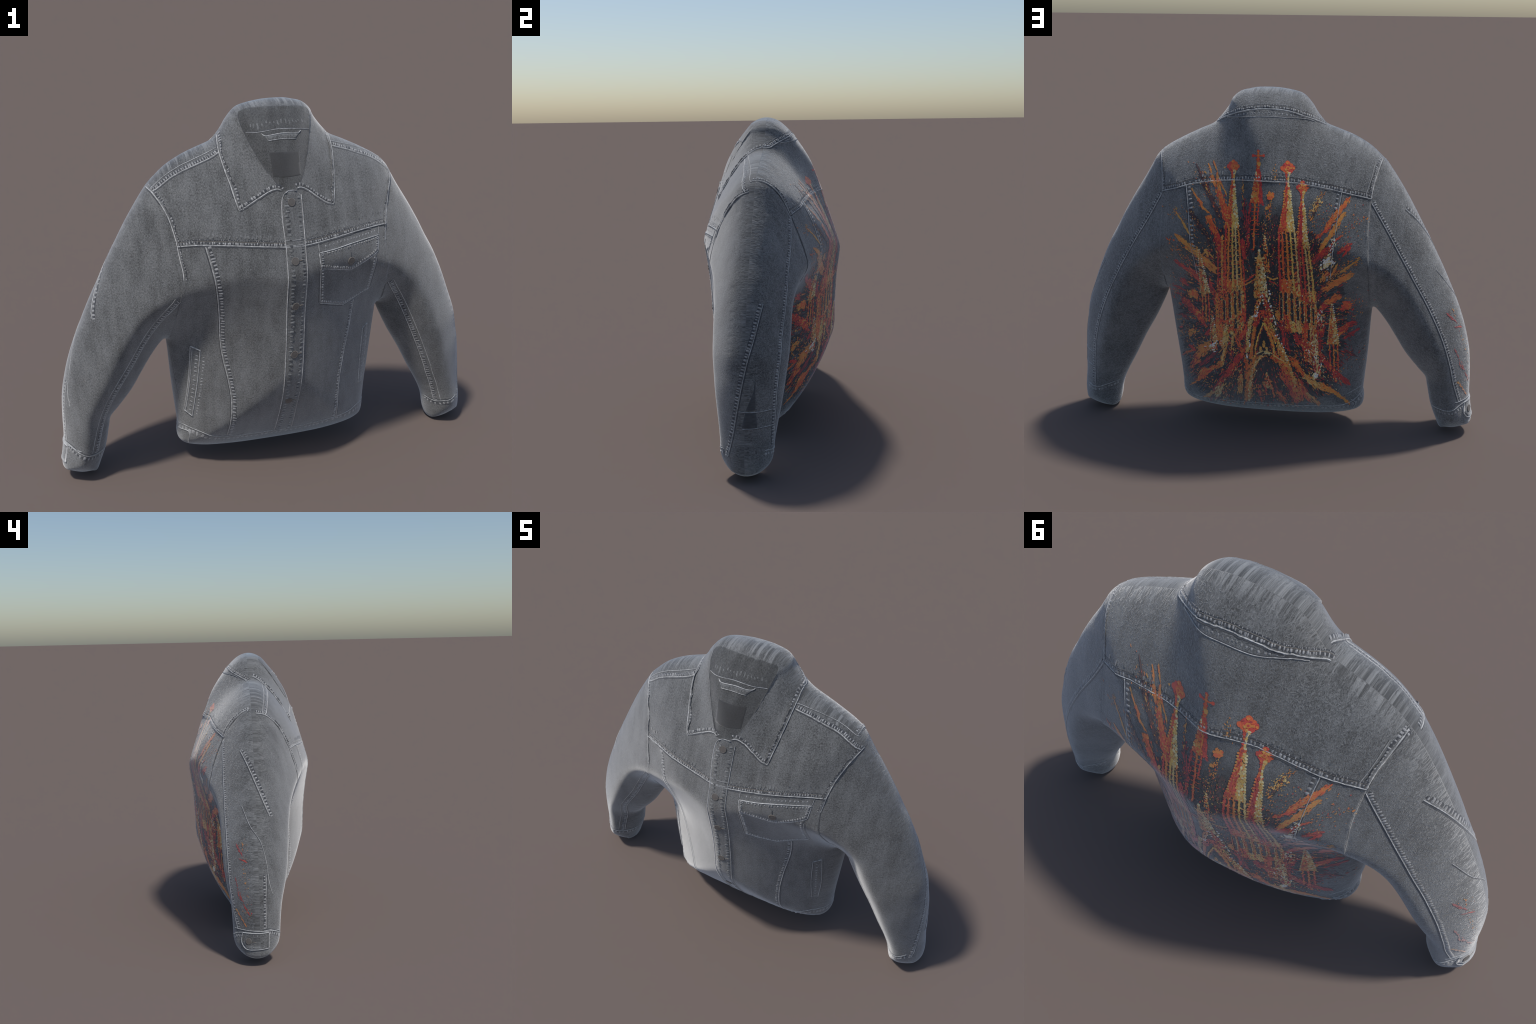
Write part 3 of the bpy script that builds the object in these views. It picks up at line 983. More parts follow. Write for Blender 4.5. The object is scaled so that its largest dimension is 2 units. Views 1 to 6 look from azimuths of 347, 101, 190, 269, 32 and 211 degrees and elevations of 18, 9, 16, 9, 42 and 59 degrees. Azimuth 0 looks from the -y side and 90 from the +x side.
S = Seams()
S.fell("F", F["hem"], -1, row=.020, edge=.0036, spacing=.02, across=.016, dark=False, h=.0012, under=.004)
S.fell("B", B["hem"], -1, row=.018, edge=.0036, spacing=.02, across=.014, dark=False, h=.0012, under=.004)
S.line("F", [(-.455, .172), (-.43, .178), (-.412, .174), (-.415, .137), (-.417, .11)], .0045, .003)
S.line("B", [(-.40, .172), (-.425, .142), (-.41, .105)], .003, .0015)
S.line("B", [(-.385, .205), (-.42, .215), (-.45, .222)], .0025, .001)
S.make(PART["waistband"])


# ------------------------------------------------------------------
# 6. THE PAINTING ON THE BACK
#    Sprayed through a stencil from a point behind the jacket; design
#    units are stencil units (right, down) with the spires near u = 470.
# ------------------------------------------------------------------
STENCIL_EYE = np.array((-.667, 3.807, 1.996))
STENCIL_AIM = np.array((-.035, .070, .880))
_f = STENCIL_AIM - STENCIL_EYE
_f /= np.linalg.norm(_f)
_r = np.cross(_f, (0, 0, 1))
_r /= np.linalg.norm(_r)
_s = np.cross(_r, _f)
_c, _q = math.cos(math.radians(.6)), math.sin(math.radians(.6))
S_RIGHT, S_UP = _c * _r + _q * _s, _c * _s - _q * _r

COLOURS = {
    "red": (.52, .034, .018), "crimson": (.34, .018, .022), "maroon": (.080, .022, .024), "flame": (.62, .090, .016),
    "orange": (.64, .185, .022), "ochre": (.56, .265, .048), "gold": (.66, .40, .075), "sand": (.58, .40, .14), "cream": (.66, .56, .30), "white": (.72, .70, .64),
    "night": (.012, .014, .019)}
COLOUR_KEYS = list(COLOURS)
PAINT = [plain_material("paint_" + k, tuple(min(.9, c * (1.0 if k == "night" else 1.18)) for c in v), .30, .8, 260.0) for k, v in COLOURS.items()]
HEAT = ["crimson", "red", "red", "flame", "orange"]
WARM = ["flame", "orange", "orange", "ochre"]
PALE = ["ochre", "gold", "sand", "gold", "cream"]


class Painting:
    """Brush marks in stencil units, later laid on the cloth a hair proud of it."""
    def __init__(self):
        self.p, self.f, self.m, self.h = [], [], [], []
        self.level = 0

    def pick(self, c):
        return COLOUR_KEYS.index(c if isinstance(c, str) else c[rng.integers(len(c))])

    def shape(self, pts, colour, level=None):
        n = len(self.p)
        self.level += 1
        h = .0006 + .00016 * (self.level % 17) / 17 + (0 if level is None else level * .0003)
        self.p.extend([tuple(q) for q in pts])
        self.h.extend([h] * len(pts))
        self.f.append(tuple(range(n, n + len(pts))))
        self.m.append(self.pick(colour))

    def dab(self, x, y, rx, ry=None, ang=0.0, colour="red", level=1, rough=.35, k=7):
        ry = rx if ry is None else ry
        a = np.arange(k) * math.tau / k + rng.uniform(0, 1)
        r = 1 + rng.uniform(-rough, rough, k)
        ca, sa = math.cos(ang), math.sin(ang)
        px, py = rx * r * np.cos(a), ry * r * np.sin(a)
        self.shape(np.stack([x + px * ca - py * sa, y + px * sa + py * ca], 1), colour, level)

    def stroke(self, a, b, w0, w1, colour, density=1.0, level=1, ragged=.5, bend=0.0):
        """Dry brush stroke: long thin dabs side by side with a torn outline."""
        a, b = np.array(a, float), np.array(b, float)
        L = np.linalg.norm(b - a)
        t = (b - a) / L
        nrm = np.array((-t[1], t[0]))
        ang = math.atan2(t[1], t[0])
        n = int(density * L * (abs(w0) + abs(w1)) * .5 / 4.6) + 4
        for _ in range(n):
            u = rng.beta(1.15, 1.15)
            w = (w0 + (w1 - w0) * u) * (1 - .25 * abs(2 * u - 1))
            o = np.clip(rng.normal(0, .40), -1.15, 1.15) * w * .62
            c = a + t * (u * L + rng.normal(0, ragged * 2)) + nrm * (o + bend * math.sin(u * math.pi))
            ln = rng.uniform(1.4, 5.2)
            self.dab(c[0], c[1], ln, rng.uniform(.5, 1.25), ang + rng.normal(0, .14), colour, level, .4, 8)

    def spray(self, a, b, spread, n, colour, size=1.3, level=2):
        a, b = np.array(a, float), np.array(b, float)
        ang = math.atan2(b[1] - a[1], b[0] - a[0])
        for _ in range(int(n * 2.4)):
            c = a + (b - a) * rng.uniform() + rng.normal(0, spread, 2)
            r = size * rng.uniform(.35, 1.15) * (1.8 if rng.uniform() < .06 else 1)
            self.dab(c[0], c[1], r * rng.uniform(1, 2.2), r * .8, ang, colour, level, .3, 6)

    def blob(self, x, y, r, colour, n=14, level=1):
        for _ in range(n):
            a, d = rng.uniform(0, math.tau), r * math.sqrt(rng.uniform()) * .8
            self.dab(x + d * math.cos(a), y + d * math.sin(a), r * rng.uniform(.2, .5), r * rng.uniform(.2, .45), rng.uniform(0, 3), colour, level)

    def line(self, pts, w, colour, level=2, wob=.5, step=3.2):
        if w >= 4.6 and colour != "night":
            return self.band(pts, w, colour, level)
        q = even(np.array(pts, float), step)
        for i in range(len(q) - 1):
            d = q[i + 1] - q[i]
            ln = np.linalg.norm(d)
            c = (q[i] + q[i + 1]) / 2 + rng.normal(0, wob * .5, 2)
            self.dab(c[0], c[1], ln * .75, w * .5 * rng.uniform(.75, 1.3), math.atan2(d[1], d[0]), colour, level, .22, 8)

    def band(self, pts, w, colour, level=2):
        """Broad painted line: many small marks across its width, torn at both edges."""
        q = even(np.array(pts, float), 1.5)
        t = np.gradient(q, axis=0)
        t /= np.linalg.norm(t, axis=1)[:, None] + 1e-9
        for c, d in zip(q, t):
            for _ in range(max(1, int(w / 2.2))):
                o = rng.uniform(-.55, .55) * w
                self.dab(c[0] - d[1] * o, c[1] + d[0] * o, rng.uniform(1.2, 3.0), rng.uniform(.7, 1.5), math.atan2(d[1], d[0]) + rng.normal(0, .35), colour, level, .4, 7)

    def beads(self, pts, r, colour, step=3.4, level=3, jit=.8):
        for c in even(np.array(pts, float), step):
            self.dab(c[0] + rng.normal(0, jit * 1.3), c[1] + rng.normal(0, jit * 1.3), r * rng.uniform(.45, 1.2), r * rng.uniform(.5, 1.2), rng.uniform(0, 3), colour, level, .5)

    def make(self, name, parent, side=None):
        P = np.array(self.p)
        D = _f + (P[:, :1] - 512) / 1641.2 * S_RIGHT - (P[:, 1:] - 512) / 1641.2 * S_UP
        out, ok = [], []
        eye = Vector(STENCIL_EYE)
        for p, d, h in zip(P, D, self.h):
            if side:                          # flicked on from the side: units are (y, -z) / 2.2 mm
                q, n = drop(side, (p[0] * .0022, -p[1] * .0022))
                out.append(tuple(q + n * h))
                ok.append(True)
                continue
            hit = BVH.ray_cast(eye, Vector(d))
            if hit[0] is None:
                out.append((0, 0, 0))
                ok.append(False)
            else:
                q = np.array(hit[0])
                out.append(tuple(q + smooth_normal(hit[2], q) * h))
                ok.append(True)
        F3, M3 = [], []
        for f, m in zip(self.f, self.m):
            if all(ok[i] for i in f):
                a, b, c = (np.array(out[f[i]]) for i in (0, len(f) // 3, 2 * len(f) // 3))
                n = np.cross(b - a, c - a)
                F3.append(f if n @ ((np.array((-9.0, 0, 1)) if side else STENCIL_EYE) - a) > 0 else f[::-1])
                M3.append(m)
        me = bpy.data.meshes.new(name)
        me.from_pydata(out, [], F3)
        for mt in PAINT:
            me.materials.append(mt)
        me.polygons.foreach_set("material_index", M3)
        me.polygons.foreach_set("use_smooth", [True] * len(F3))
        bm = bmesh.new()
        bm.from_mesh(me)
        bmesh.ops.delete(bm, geom=[v for v in bm.verts if not v.link_faces], context="VERTS")
        bm.to_mesh(me)
        bm.free()
        ob = bpy.data.objects.new(name, me)
        bpy.context.scene.collection.objects.link(ob)
        ob.parent = parent
        ob["kind"] = "stuff"
        return ob


def lerp_profile(prof):
    """prof: rows (y, left, right) -> function of y."""
    a = np.array(prof, float)
    return lambda y: (np.interp(y, a[:, 0], a[:, 1]), np.interp(y, a[:, 0], a[:, 2]))


def fill(pt, prof, y0, y1, pick, step=2.6, size=2.3, level=1, holes=0.0):
    """Masonry: dabs packed between a left and a right edge."""
    at = lerp_profile(prof)
    y = y0
    while y < y1:
        l, r = at(y)
        n = max(1, int((r - l) / step))
        for i in range(n):
            u = (i + rng.uniform(.2, .8)) / n
            if rng.uniform() < holes:
                continue
            pt.dab(l + (r - l) * u, y + rng.normal(0, .7), size * rng.uniform(.6, 1.05), size * rng.uniform(.7, 1.4), 0, pick(u), level)
        y += step


def half_and_half(left, right, split=.5):
    return lambda u: (right if u + rng.normal(0, .05) > split else left)


def finial(pt, x, y, r):
    for dx, dy, s in ((0, -.72, .38), (0, .62, .38), (-.72, 0, .38), (.72, 0, .38), (0, 0, .62), (-.4, -.4, .36), (.4, -.4, .36), (-.4, .4, .36), (.4, .4, .36)):
        pt.dab(x + dx * r, y + dy * r, s * r * 1.05, None, 0, ["red", "flame", "flame", "red"], 1, .15, 9)
    pt.dab(x, y, r * .34, None, 0, "orange", 3, .15)
    pt.dab(x, y, r * .15, None, 0, "red", 4, .15)
    pt.dab(x - r * .1, y - r * .75, r * .2, None, 0, "orange", 3, .15)
    for _ in range(9):
        pt.dab(x + rng.normal(0, r * .42), y + rng.normal(0, r * .42), r * .17, None, 0, ["orange", "crimson", "flame", "ochre"], 3)


def tower(name, parent, top, neck, cone, shaft, belfry, cols, bars, left, right, columns, windows, foot):
    """Openwork spire: finial, bulbed neck, tiled cone, ribbed shaft with slit windows, belfry."""
    pt = Painting()
    x, y, r = top
    axis = [(y + r, x)] + neck
    ax = np.array(axis, float)
    for yy in np.arange(y + r * .7, cone[0][0], 2.4):
        cx = np.interp(yy, ax[:, 0], ax[:, 1])
        w = 3.4 + 2.6 * max(0, math.sin((yy - y) * .17)) ** 2
        pt.dab(cx - w * .45, yy, w * .62, 2.2, 0, HEAT, 1)
        pt.dab(cx + w * .45, yy, w * .55, 2.0, 0, right, 2)
    ny = neck[-1][0] - 3
    pt.dab(neck[-1][1], ny, 5.6, 5.2, 0, "flame", 2, .2)
    pt.dab(neck[-1][1] - 1, ny + 2, 2.4, 2.6, 0, "crimson", 3, .2)
    pt.dab(neck[-1][1] + 2.5, ny - 2, 2.6, 2.2, 0, "cream", 3, .3)
    # cone
    fill(pt, cone, cone[0][0], cone[-1][0], half_and_half(left, right), 2.5, 2.2)
    at = lerp_profile(cone)
    for yy in np.arange(cone[0][0], cone[-1][0], 5.2):
        l, rr = at(yy)
        pt.dab(l, yy, 1.9, 1.7, 0, ["flame", "orange", "ochre"], 2)
        pt.dab(rr, yy + 1, 1.9, 1.7, 0, ["sand", "cream"], 2)
        pt.dab(l + (rr - l) * rng.uniform(.2, .45), yy, 1.2, 2.4, 0, ["crimson", "red"], 3)
        if rng.uniform() < .5:
            pt.dab(l + (rr - l) * rng.uniform(.6, .9), yy, .9, 1.0, 0, ["ochre", "flame"], 3)
    finial(pt, x, y, r)
    # shaft
    fill(pt, shaft, shaft[0][0], shaft[-1][0], lambda u: "night", 4, 3.6, 0)
    at = lerp_profile(shaft)
    y0, y1 = shaft[0][0], shaft[-1][0]
    for i, u in enumerate(cols):
        pts = [(at(yy)[0] + (at(yy)[1] - at(yy)[0]) * u, yy) for yy in np.arange(y0 - 2, y1 + 3, 4)]
        pt.line(pts, columns[i][1], columns[i][0], 2, .7)
        pt.beads(pts, .75, [columns[i][0], "cream" if u > .5 else "flame", "ochre"], 6.5, 3, 1.0)
    for i in range(len(cols) - 1):
        yy = y0 + rng.uniform(3, 9)
        while yy < y1:
            l, rr = at(yy)
            a, b = l + (rr - l) * cols[i], l + (rr - l) * cols[i + 1]
            pt.line([(a, yy), (b, yy)], 1.8, ["flame", "orange", "red"] if cols[i] < .5 else ["orange", "ochre", "sand"], 1, .3, 2.5)
            yy += bars * rng.uniform(.8, 2.0)
    # belfry
    y0, y1 = belfry[0][0], belfry[-1][0]
    fill(pt, belfry, y0 - 6, y1, half_and_half(["red", "flame", "orange", "flame"], ["orange", "flame", "ochre", "gold", "sand", "orange"], .45), 2.7, 2.2, 1, .10)
    for wx, wa, wb, ww in windows:
        pt.line([(wx, wa), (wx + (wb - wa) * .04, wb)], ww * 1.1, "night", 3, .2, 3.5)
        pt.dab(wx, wa, ww * .5, ww * .8, 0, "night", 3, .1)
        pt.line([(wx - ww * .85, wa + 1), (wx - ww * .75, wb)], 1.3, ["ochre", "flame", "orange"], 4, .5)
        pt.line([(wx + ww * .85, wa + 1), (wx + ww * .9, wb)], 1.4, ["sand", "cream", "ochre"], 4, .5)
        pt.beads([(wx - ww, wa), (wx, wa - ww), (wx + ww, wa)], .9, ["sand", "ochre"], 2.2, 4, .4)
    for _ in range(int((y1 - y0) * 1.1)):
        yy = rng.uniform(y0 - 8, y1)
        l, rr = lerp_profile(belfry)(yy)
        pt.dab(rng.uniform(l, rr), yy, rng.uniform(.5, 1.3), rng.uniform(.6, 2.2), 0, ["cream", "night", "night", "crimson", "red", "sand"], 4)
    # foot dissolving into strokes
    for (a, b, w, c) in foot:
        pt.stroke(a, b, w, w * .7, c, 1.6, 2)
    return pt.make(name, parent)


def side_spire(name, parent, apex, base, tail):
    """Small pinnacle: crocketed cone on thin legs."""
    pt = Painting()
    (x, y), (yb, l, r) = apex, base
    prof = [(y, x - 1, x + 1), (yb, l, r)]
    fill(pt, prof, y, yb, half_and_half(["flame", "orange", "ochre"], ["ochre", "sand", "cream"], .45), 2.3, 1.9)
    at = lerp_profile(prof)
    for yy in np.arange(y, yb, 4):
        a, b = at(yy)
        pt.dab(a - .5, yy, 1.3, None, 0, ["cream", "sand"], 3)
        pt.dab(b + .5, yy + 1, 1.3, None, 0, ["cream", "sand", "white"], 3)
        if rng.uniform() < .5:
            pt.dab(rng.uniform(a, b), yy, .8, 1.2, 0, ["crimson", "night", "red"], 3)
    pt.beads([(l - 1, yb), (r + 1, yb)], 1.6, ["sand", "ochre"], 2.8)
    for u, c in ((.15, "red"), (.5, "orange"), (.85, "flame")):
        xx = l + (r - l) * u
        pt.line([(xx, yb), (xx + 1.5, yb + (tail - yb) * .55), (xx + 2, tail)], 3.2, [c, "orange", "red"], 2, 1.0)
    pt.line([(x, yb + 5), (x, yb + (tail - yb) * .35)], 2.4, "night", 3, .2)
    return pt.make(name, parent)


def painting():
    bp = PART["back_panel"]
    root = None
    # splashes behind the building, thrown outwards
    pt = Painting()
    hub = np.array((480.0, 640.0))
    for _ in range(4200):                     # sooty ground the colours are thrown on
        a = rng.uniform(0, math.tau)
        r = np.array((165, 205)) * math.sqrt(rng.uniform()) * np.array((math.cos(a), math.sin(a)))
        c = hub + r + (0, 0 if r[1] > 0 else -5)
        if c[1] < 800:
            pt.dab(c[0], c[1], rng.uniform(3, 9), rng.uniform(.8, 2.4), math.atan2(r[1], r[0]), ["night", "night", "maroon"] if rng.uniform() < .25 else "night", 0, .4)
    for a, b, w, c in (
            ((346, 330), (356, 352), 4, ["maroon"]), ((354, 350), (392, 436), 12, ["maroon", "maroon", "night"]), ((330, 420), (372, 480), 11, ["maroon", "night"]),
            ((440, 405), (448, 480), 11, ["maroon", "crimson", "night"]), ((503, 430), (497, 540), 13, ["night", "maroon", "night"]), ((575, 440), (590, 400), 7, ["maroon", "night"]),
            ((386, 346), (392, 388), 8, WARM), ((389, 380), (405, 432), 14, ["flame", "red", "orange"]), ((396, 400), (408, 450), 16, ["flame", "red"]),
            ((369, 326), (382, 364), 3, WARM), ((380, 324), (387, 342), 3, WARM), ((374, 348), (383, 372), 7, WARM), ((388, 352), (405, 390), 3, WARM),
            ((368, 432), (384, 468), 16, ["flame", "flame", "orange"]), ((376, 452), (398, 492), 15, ["red", "flame", "crimson"]), ((384, 470), (398, 520), 12, ["crimson", "red"]),
            ((333, 373), (347, 396), 3, WARM), ((349, 398), (356, 414), 7, ["orange", "flame"]), ((358, 415), (368, 424), 4, WARM),
            ((305, 424), (317, 444), 3.4, ["ochre", "orange"]), ((318, 444), (332, 470), 6, ["ochre"]),
            ((304, 470), (326, 488), 8, ["ochre", "orange"]), ((312, 478), (384, 538), 15, ["ochre", "orange", "ochre"]), ((350, 512), (384, 545), 13, ["orange", "ochre"]),
            ((302, 520), (336, 546), 8, ["crimson", "red"]), ((330, 536), (354, 560), 11, ["crimson", "red", "flame"]), ((314, 558), (328, 570), 8, ["red", "crimson"]),
            ((318, 598), (352, 632), 14, ["crimson", "red", "crimson"]), ((344, 620), (364, 650), 11, ["red", "flame"]), ((336, 582), (352, 600), 13, ["orange", "flame"]),
            ((371, 568), (384, 592), 10, ["crimson", "red"]),
            # right side
            ((650, 396), (628, 428), 11, ["orange", "flame"]), ((640, 410), (602, 458), 12, ["flame", "orange"]), ((642, 424), (596, 496), 11, ["orange", "ochre"]),
            ((612, 455), (582, 478), 6, ["red", "flame"]), ((606, 478), (590, 502), 7, ["ochre", "orange"]), ((636, 470), (612, 490), 3.5, ["red", "flame"]),
            ((655, 488), (628, 506), 9, ["red", "crimson"]), ((651, 496), (638, 512), 5, ["red"]), ((618, 492), (574, 528), 15, ["crimson", "red", "maroon"]),
            ((604, 500), (580, 520), 12, ["red"]), ((580, 470), (585, 540), 14, ["maroon", "night"]),
            ((668, 520), (626, 548), 3, ["ochre"]), ((628, 527), (614, 552), 4, ["ochre", "orange"]), ((656, 547), (612, 572), 15, ["orange", "ochre", "orange"]),
            ((640, 556), (596, 580), 15, ["orange", "flame", "orange"]), ((608, 545), (594, 562), 11, ["ochre", "orange"]),
            ((632, 590), (602, 608), 14, ["orange", "flame"]), ((653, 606), (636, 620), 12, ["flame", "red"]), ((604, 605), (586, 626), 12, ["red", "crimson"]),
            ((662, 642), (630, 662), 14, ["crimson", "red"]), ((650, 650), (628, 670), 9, ["red", "orange"]), ((668, 658), (640, 676), 6, ["crimson"]),
            ((586, 640), (592, 700), 12, ["crimson", "maroon", "red"]),
            # lower skirt
            ((370, 686), (346, 712), 19, ["ochre", "orange", "orange"]), ((384, 690), (350, 700), 14, ["orange", "ochre"]), ((352, 704), (336, 734), 12, ["orange", "red", "crimson"]),
            ((332, 690), (345, 702), 5, ["red"]), ((398, 724), (356, 748), 10, ["ochre", "orange", "red"]), ((362, 736), (350, 760), 12, ["flame", "orange"]), ((372, 742), (352, 758), 7, ["flame"]),
            ((348, 760), (336, 768), 4, ["orange"]), ((384, 706), (352, 730), 9, ["crimson", "maroon"]),
            ((432, 712), (404, 752), 17, ["crimson", "red", "red"]), ((448, 690), (430, 716), 12, ["red", "flame"]), ((404, 748), (376, 788), 11, ["red", "crimson", "maroon"]),
            ((392, 778), (364, 792), 8, ["ochre", "orange", "sand"]), ((396, 772), (386, 794), 7, ["sand", "cream", "ochre"]),
            ((560, 752), (596, 776), 15, ["ochre", "sand", "orange"]), ((588, 768), (622, 786), 15, ["orange", "ochre"]), ((612, 778), (650, 806), 8, ["orange", "ochre"]),
            ((534, 716), (560, 752), 12, ["orange", "flame"]), ((542, 670), (566, 700), 14, ["red", "crimson"]), ((558, 690), (584, 706), 12, ["crimson", "red", "maroon"]),
            ((592, 710), (612, 738), 15, ["red", "crimson"]), ((624, 746), (650, 768), 12, ["crimson", "red"]), ((620, 738), (624, 766), 7, ["crimson", "red"]),
            ((575, 700), (590, 750), 14, ["crimson", "maroon", "red"]), ((552, 760), (556, 778), 8, ["red", "crimson"]), ((520, 740), (546, 806), 12, ["orange", "red", "flame"]),
            ((548, 760), (570, 800), 13, ["flame", "orange", "red"]), ((566, 786), (590, 810), 9, ["sand", "ochre", "orange"]), ((512, 744), (534, 780), 9, ["flame", "red"]),
            ((528, 768), (546, 806), 6, ["red", "crimson"]), ((508, 784), (524, 806), 7, ["flame", "orange"]), ((560, 770), (590, 790), 7, ["maroon", "night"])):
        pt.stroke(a, b, w, w * .8, c, 1.25, 1)
    for a, b, sp, n, c in (
            ((300, 410), (400, 520), 12, 70, ["ochre", "orange"]), ((296, 480), (350, 560), 8, 70, ["ochre", "orange", "flame"]), ((300, 560), (360, 660), 12, 90, ["orange", "red", "ochre"]),
            ((315, 640), (360, 700), 10, 60, ["ochre", "orange"]), ((352, 340), (410, 440), 10, 60, ["orange", "flame", "ochre"]), ((600, 382), (570, 440), 3, 34, ["ochre", "orange"]),
            ((590, 400), (575, 425), 5, 24, ["ochre", "sand"]), ((610, 415), (560, 520), 14, 60, ["orange", "ochre", "crimson"]), ((672, 430), (600, 540), 14, 70, ["ochre", "orange", "red"]),
            ((670, 520), (610, 556), 5, 60, ["ochre", "orange"]), ((672, 600), (600, 660), 14, 80, ["red", "orange", "ochre"]), ((670, 690), (610, 740), 12, 60, ["crimson", "orange", "maroon"]),
            ((492, 400), (488, 440), 4, 26, ["orange", "flame", "ochre"]), ((480, 430), (505, 520), 9, 40, ["ochre", "crimson", "maroon"]), ((499, 335), (505, 365), 3, 12, ["orange", "ochre"]),
            ((438, 355), (438, 420), 1, 16, ["ochre", "orange"]), ((440, 400), (440, 560), 4, 40, ["crimson", "maroon", "red"]),
            ((330, 740), (420, 800), 10, 80, ["orange", "red", "ochre"]), ((440, 770), (560, 806), 10, 100, ["orange", "red", "ochre"]), ((560, 690), (620, 760), 14, 90, ["red", "cream", "ochre"]),
            ((380, 600), (440, 720), 16, 90, ["orange", "ochre", "red", "maroon"]), ((500, 600), (560, 720), 16, 90, ["red", "crimson", "orange"]), ((430, 730), (400, 790), 8, 40, ["sand", "orange"])):
        pt.spray(a, b, sp, n, c, 1.0)
    for _ in range(1500):                     # fine fan of specks flung outwards from the building
        a = rng.uniform(-math.pi, math.pi)
        d = np.array((math.cos(a), math.sin(a)))
        r = np.array((178, 205)) * rng.uniform(.45, 1.0)
        c = np.array((482.0, 635.0)) + d * r
        if 350 < c[1] < 804 and not (abs(c[0] - 482) < 60 and c[1] < 640):
            k = rng.uniform(.5, 1.6) if rng.uniform() < .9 else rng.uniform(1.6, 3.2)
            pt.dab(c[0], c[1], k * rng.uniform(1, 3.2), k * .6, math.atan2(d[1] * 1.1, d[0]) + rng.normal(0, .2), ["ochre", "orange", "flame", "red", "crimson", "crimson", "maroon"], 2, .4, 6)
    top = Painting()                          # dry-brush speckle that breaks every mark up
    for _ in range(2800):
        a, q = rng.uniform(0, math.tau), math.sqrt(rng.uniform())
        c = (480 + 130 * q * math.cos(a), 625 + 185 * q * math.sin(a))
        if (abs(c[0] - 481) < 15 and 648 < c[1] < 712) or (abs(c[0] - 482) < 22 and 722 < c[1] < 800):
            continue
        dark = rng.uniform() < .45
        k = rng.uniform(.35, 1.0)
        top.dab(c[0], c[1], k * rng.uniform(.8, 1.4), k * rng.uniform(.9, 2.2), rng.normal(0, .5),
                ["night", "night", "maroon", "crimson"] if dark else ["gold", "ochre", "orange", "sand", "flame", "red"], 6, .45, 6)
    top.make("paint_speckle", bp)
    for a, b, w, c in (((322, 580), (300, 570), 5, ["crimson"]), ((330, 640), (312, 626), 6, ["crimson", "maroon"]), ((340, 700), (318, 708), 5, ["orange", "red"]),
                       ((384, 640), (366, 668), 9, ["crimson", "red"]), ((600, 655), (586, 690), 10, ["crimson", "red"]), ((600, 570), (586, 600), 9, ["maroon", "crimson"]),
                       ((640, 700), (664, 712), 6, ["crimson", "maroon"]), ((630, 640), (610, 650), 5, ["red", "orange"]), ((372, 560), (384, 610), 7, ["maroon", "red"]),
                       ((450, 640), (440, 700), 8, ["maroon", "red", "crimson"]), ((512, 650), (530, 700), 10, ["maroon", "red", "crimson"]), ((395, 690), (420, 720), 8, ["maroon", "crimson"]),
                       ((470, 780), (476, 804), 5, ["flame", "crimson"]), ((500, 760), (515, 800), 5, ["crimson", "maroon"]), ((455, 780), (440, 806), 5, ["orange", "ochre"])):
        pt.stroke(a, b, w, w * .8, c, 1.0, 1)
    pt.blob(492, 392, 8, ["orange", "flame"], 18)
    pt.blob(493, 386, 5, ["orange"], 8)
    pt.blob(486, 416, 4, ["orange", "ochre"], 7)
    pt.blob(353, 404, 5, ["orange", "flame"], 9)
    pt.blob(338, 588, 9, ["orange", "ochre"], 14)
    pt.blob(366, 506, 8, ["ochre"], 12)
    pt.blob(337, 665, 8, ["ochre", "orange"], 12)
    pt.blob(645, 611, 10, ["flame", "red"], 16)
    pt.blob(628, 592, 8, ["orange"], 12)
    pt.blob(582, 752, 6.5, ["cream", "white", "sand"], 16, 3)
    pt.spray((598, 532), (614, 518), 5, 34, ["cream", "white", "sand"], 2.0, 3)
    pt.spray((612, 505), (620, 480), 3, 16, ["white", "cream"], 1.2, 3)
    pt.spray((590, 625), (596, 655), 5, 30, ["white", "cream", "red"], 1.3, 3)
    pt.spray((575, 690), (588, 756), 8, 30, ["white", "cream", "sand"], 1.4, 3)
    pt.spray((382, 792), (394, 770), 5, 24, ["cream", "sand"], 1.5, 3)
    pt.spray((372, 694), (386, 690), 5, 18, ["white", "cream"], 1.4, 3)
    root = pt.make("paint_splashes", bp)

    # the four openwork towers
    tower("painted_tower", bp, (418.9, 332.5, 12), [(346, 419), (356, 418.6), (375, 418.5)],
          [(378, 413, 423), (402, 411, 424), (425, 407, 427), (454, 402, 430)],
          [(452, 404, 430), (500, 401, 433), (582, 398, 439)],
          [(566, 386, 441), (612, 387, 443), (650, 388, 443), (668, 390, 442)],
          [.03, .24, .5, .72, .95], 9.0, ["flame", "orange", "red", "ochre"], PALE,
          [("red", 3.6), ("orange", 4.2), ("gold", 4.0), ("sand", 4.2), ("orange", 3.8)],
          [(400, 602, 640, 4.2), (411, 590, 634, 4.4), (422, 585, 628, 4.8), (431, 582, 620, 4.0), (424, 640, 656, 5)],
          [((392, 650), (396, 690), 14, WARM), ((405, 650), (402, 700), 12, PALE), ((420, 655), (430, 690), 10, ["flame", "maroon"]), ((404, 690), (396, 730), 9, ["ochre", "sand", "orange"]),
           ((438, 620), (442, 650), 7, ["flame", "red"])])
    pt = Painting()                           # ribbed wing leaning on the left tower
    for x, w, c in ((387, 3.5, ["red", "crimson"]), (395, 4.2, ["orange", "ochre"]), (402, 3.4, ["red", "flame"])):
        pt.line([(x + 2, 470), (x + 1, 520), (x + 2, 585)], w, c, 2, .9)
    for yy in np.arange(480, 580, 11):
        pt.line([(387, yy), (403, yy + rng.uniform(-2, 2))], 1.8, ["red", "orange"], 2, .3, 2.4)
    pt.line([(386, 585), (387, 680)], 5, WARM, 2, 1)
    pt.stroke((436, 480), (442, 520), 10, 8, ["red", "crimson"], 1.4, 2)
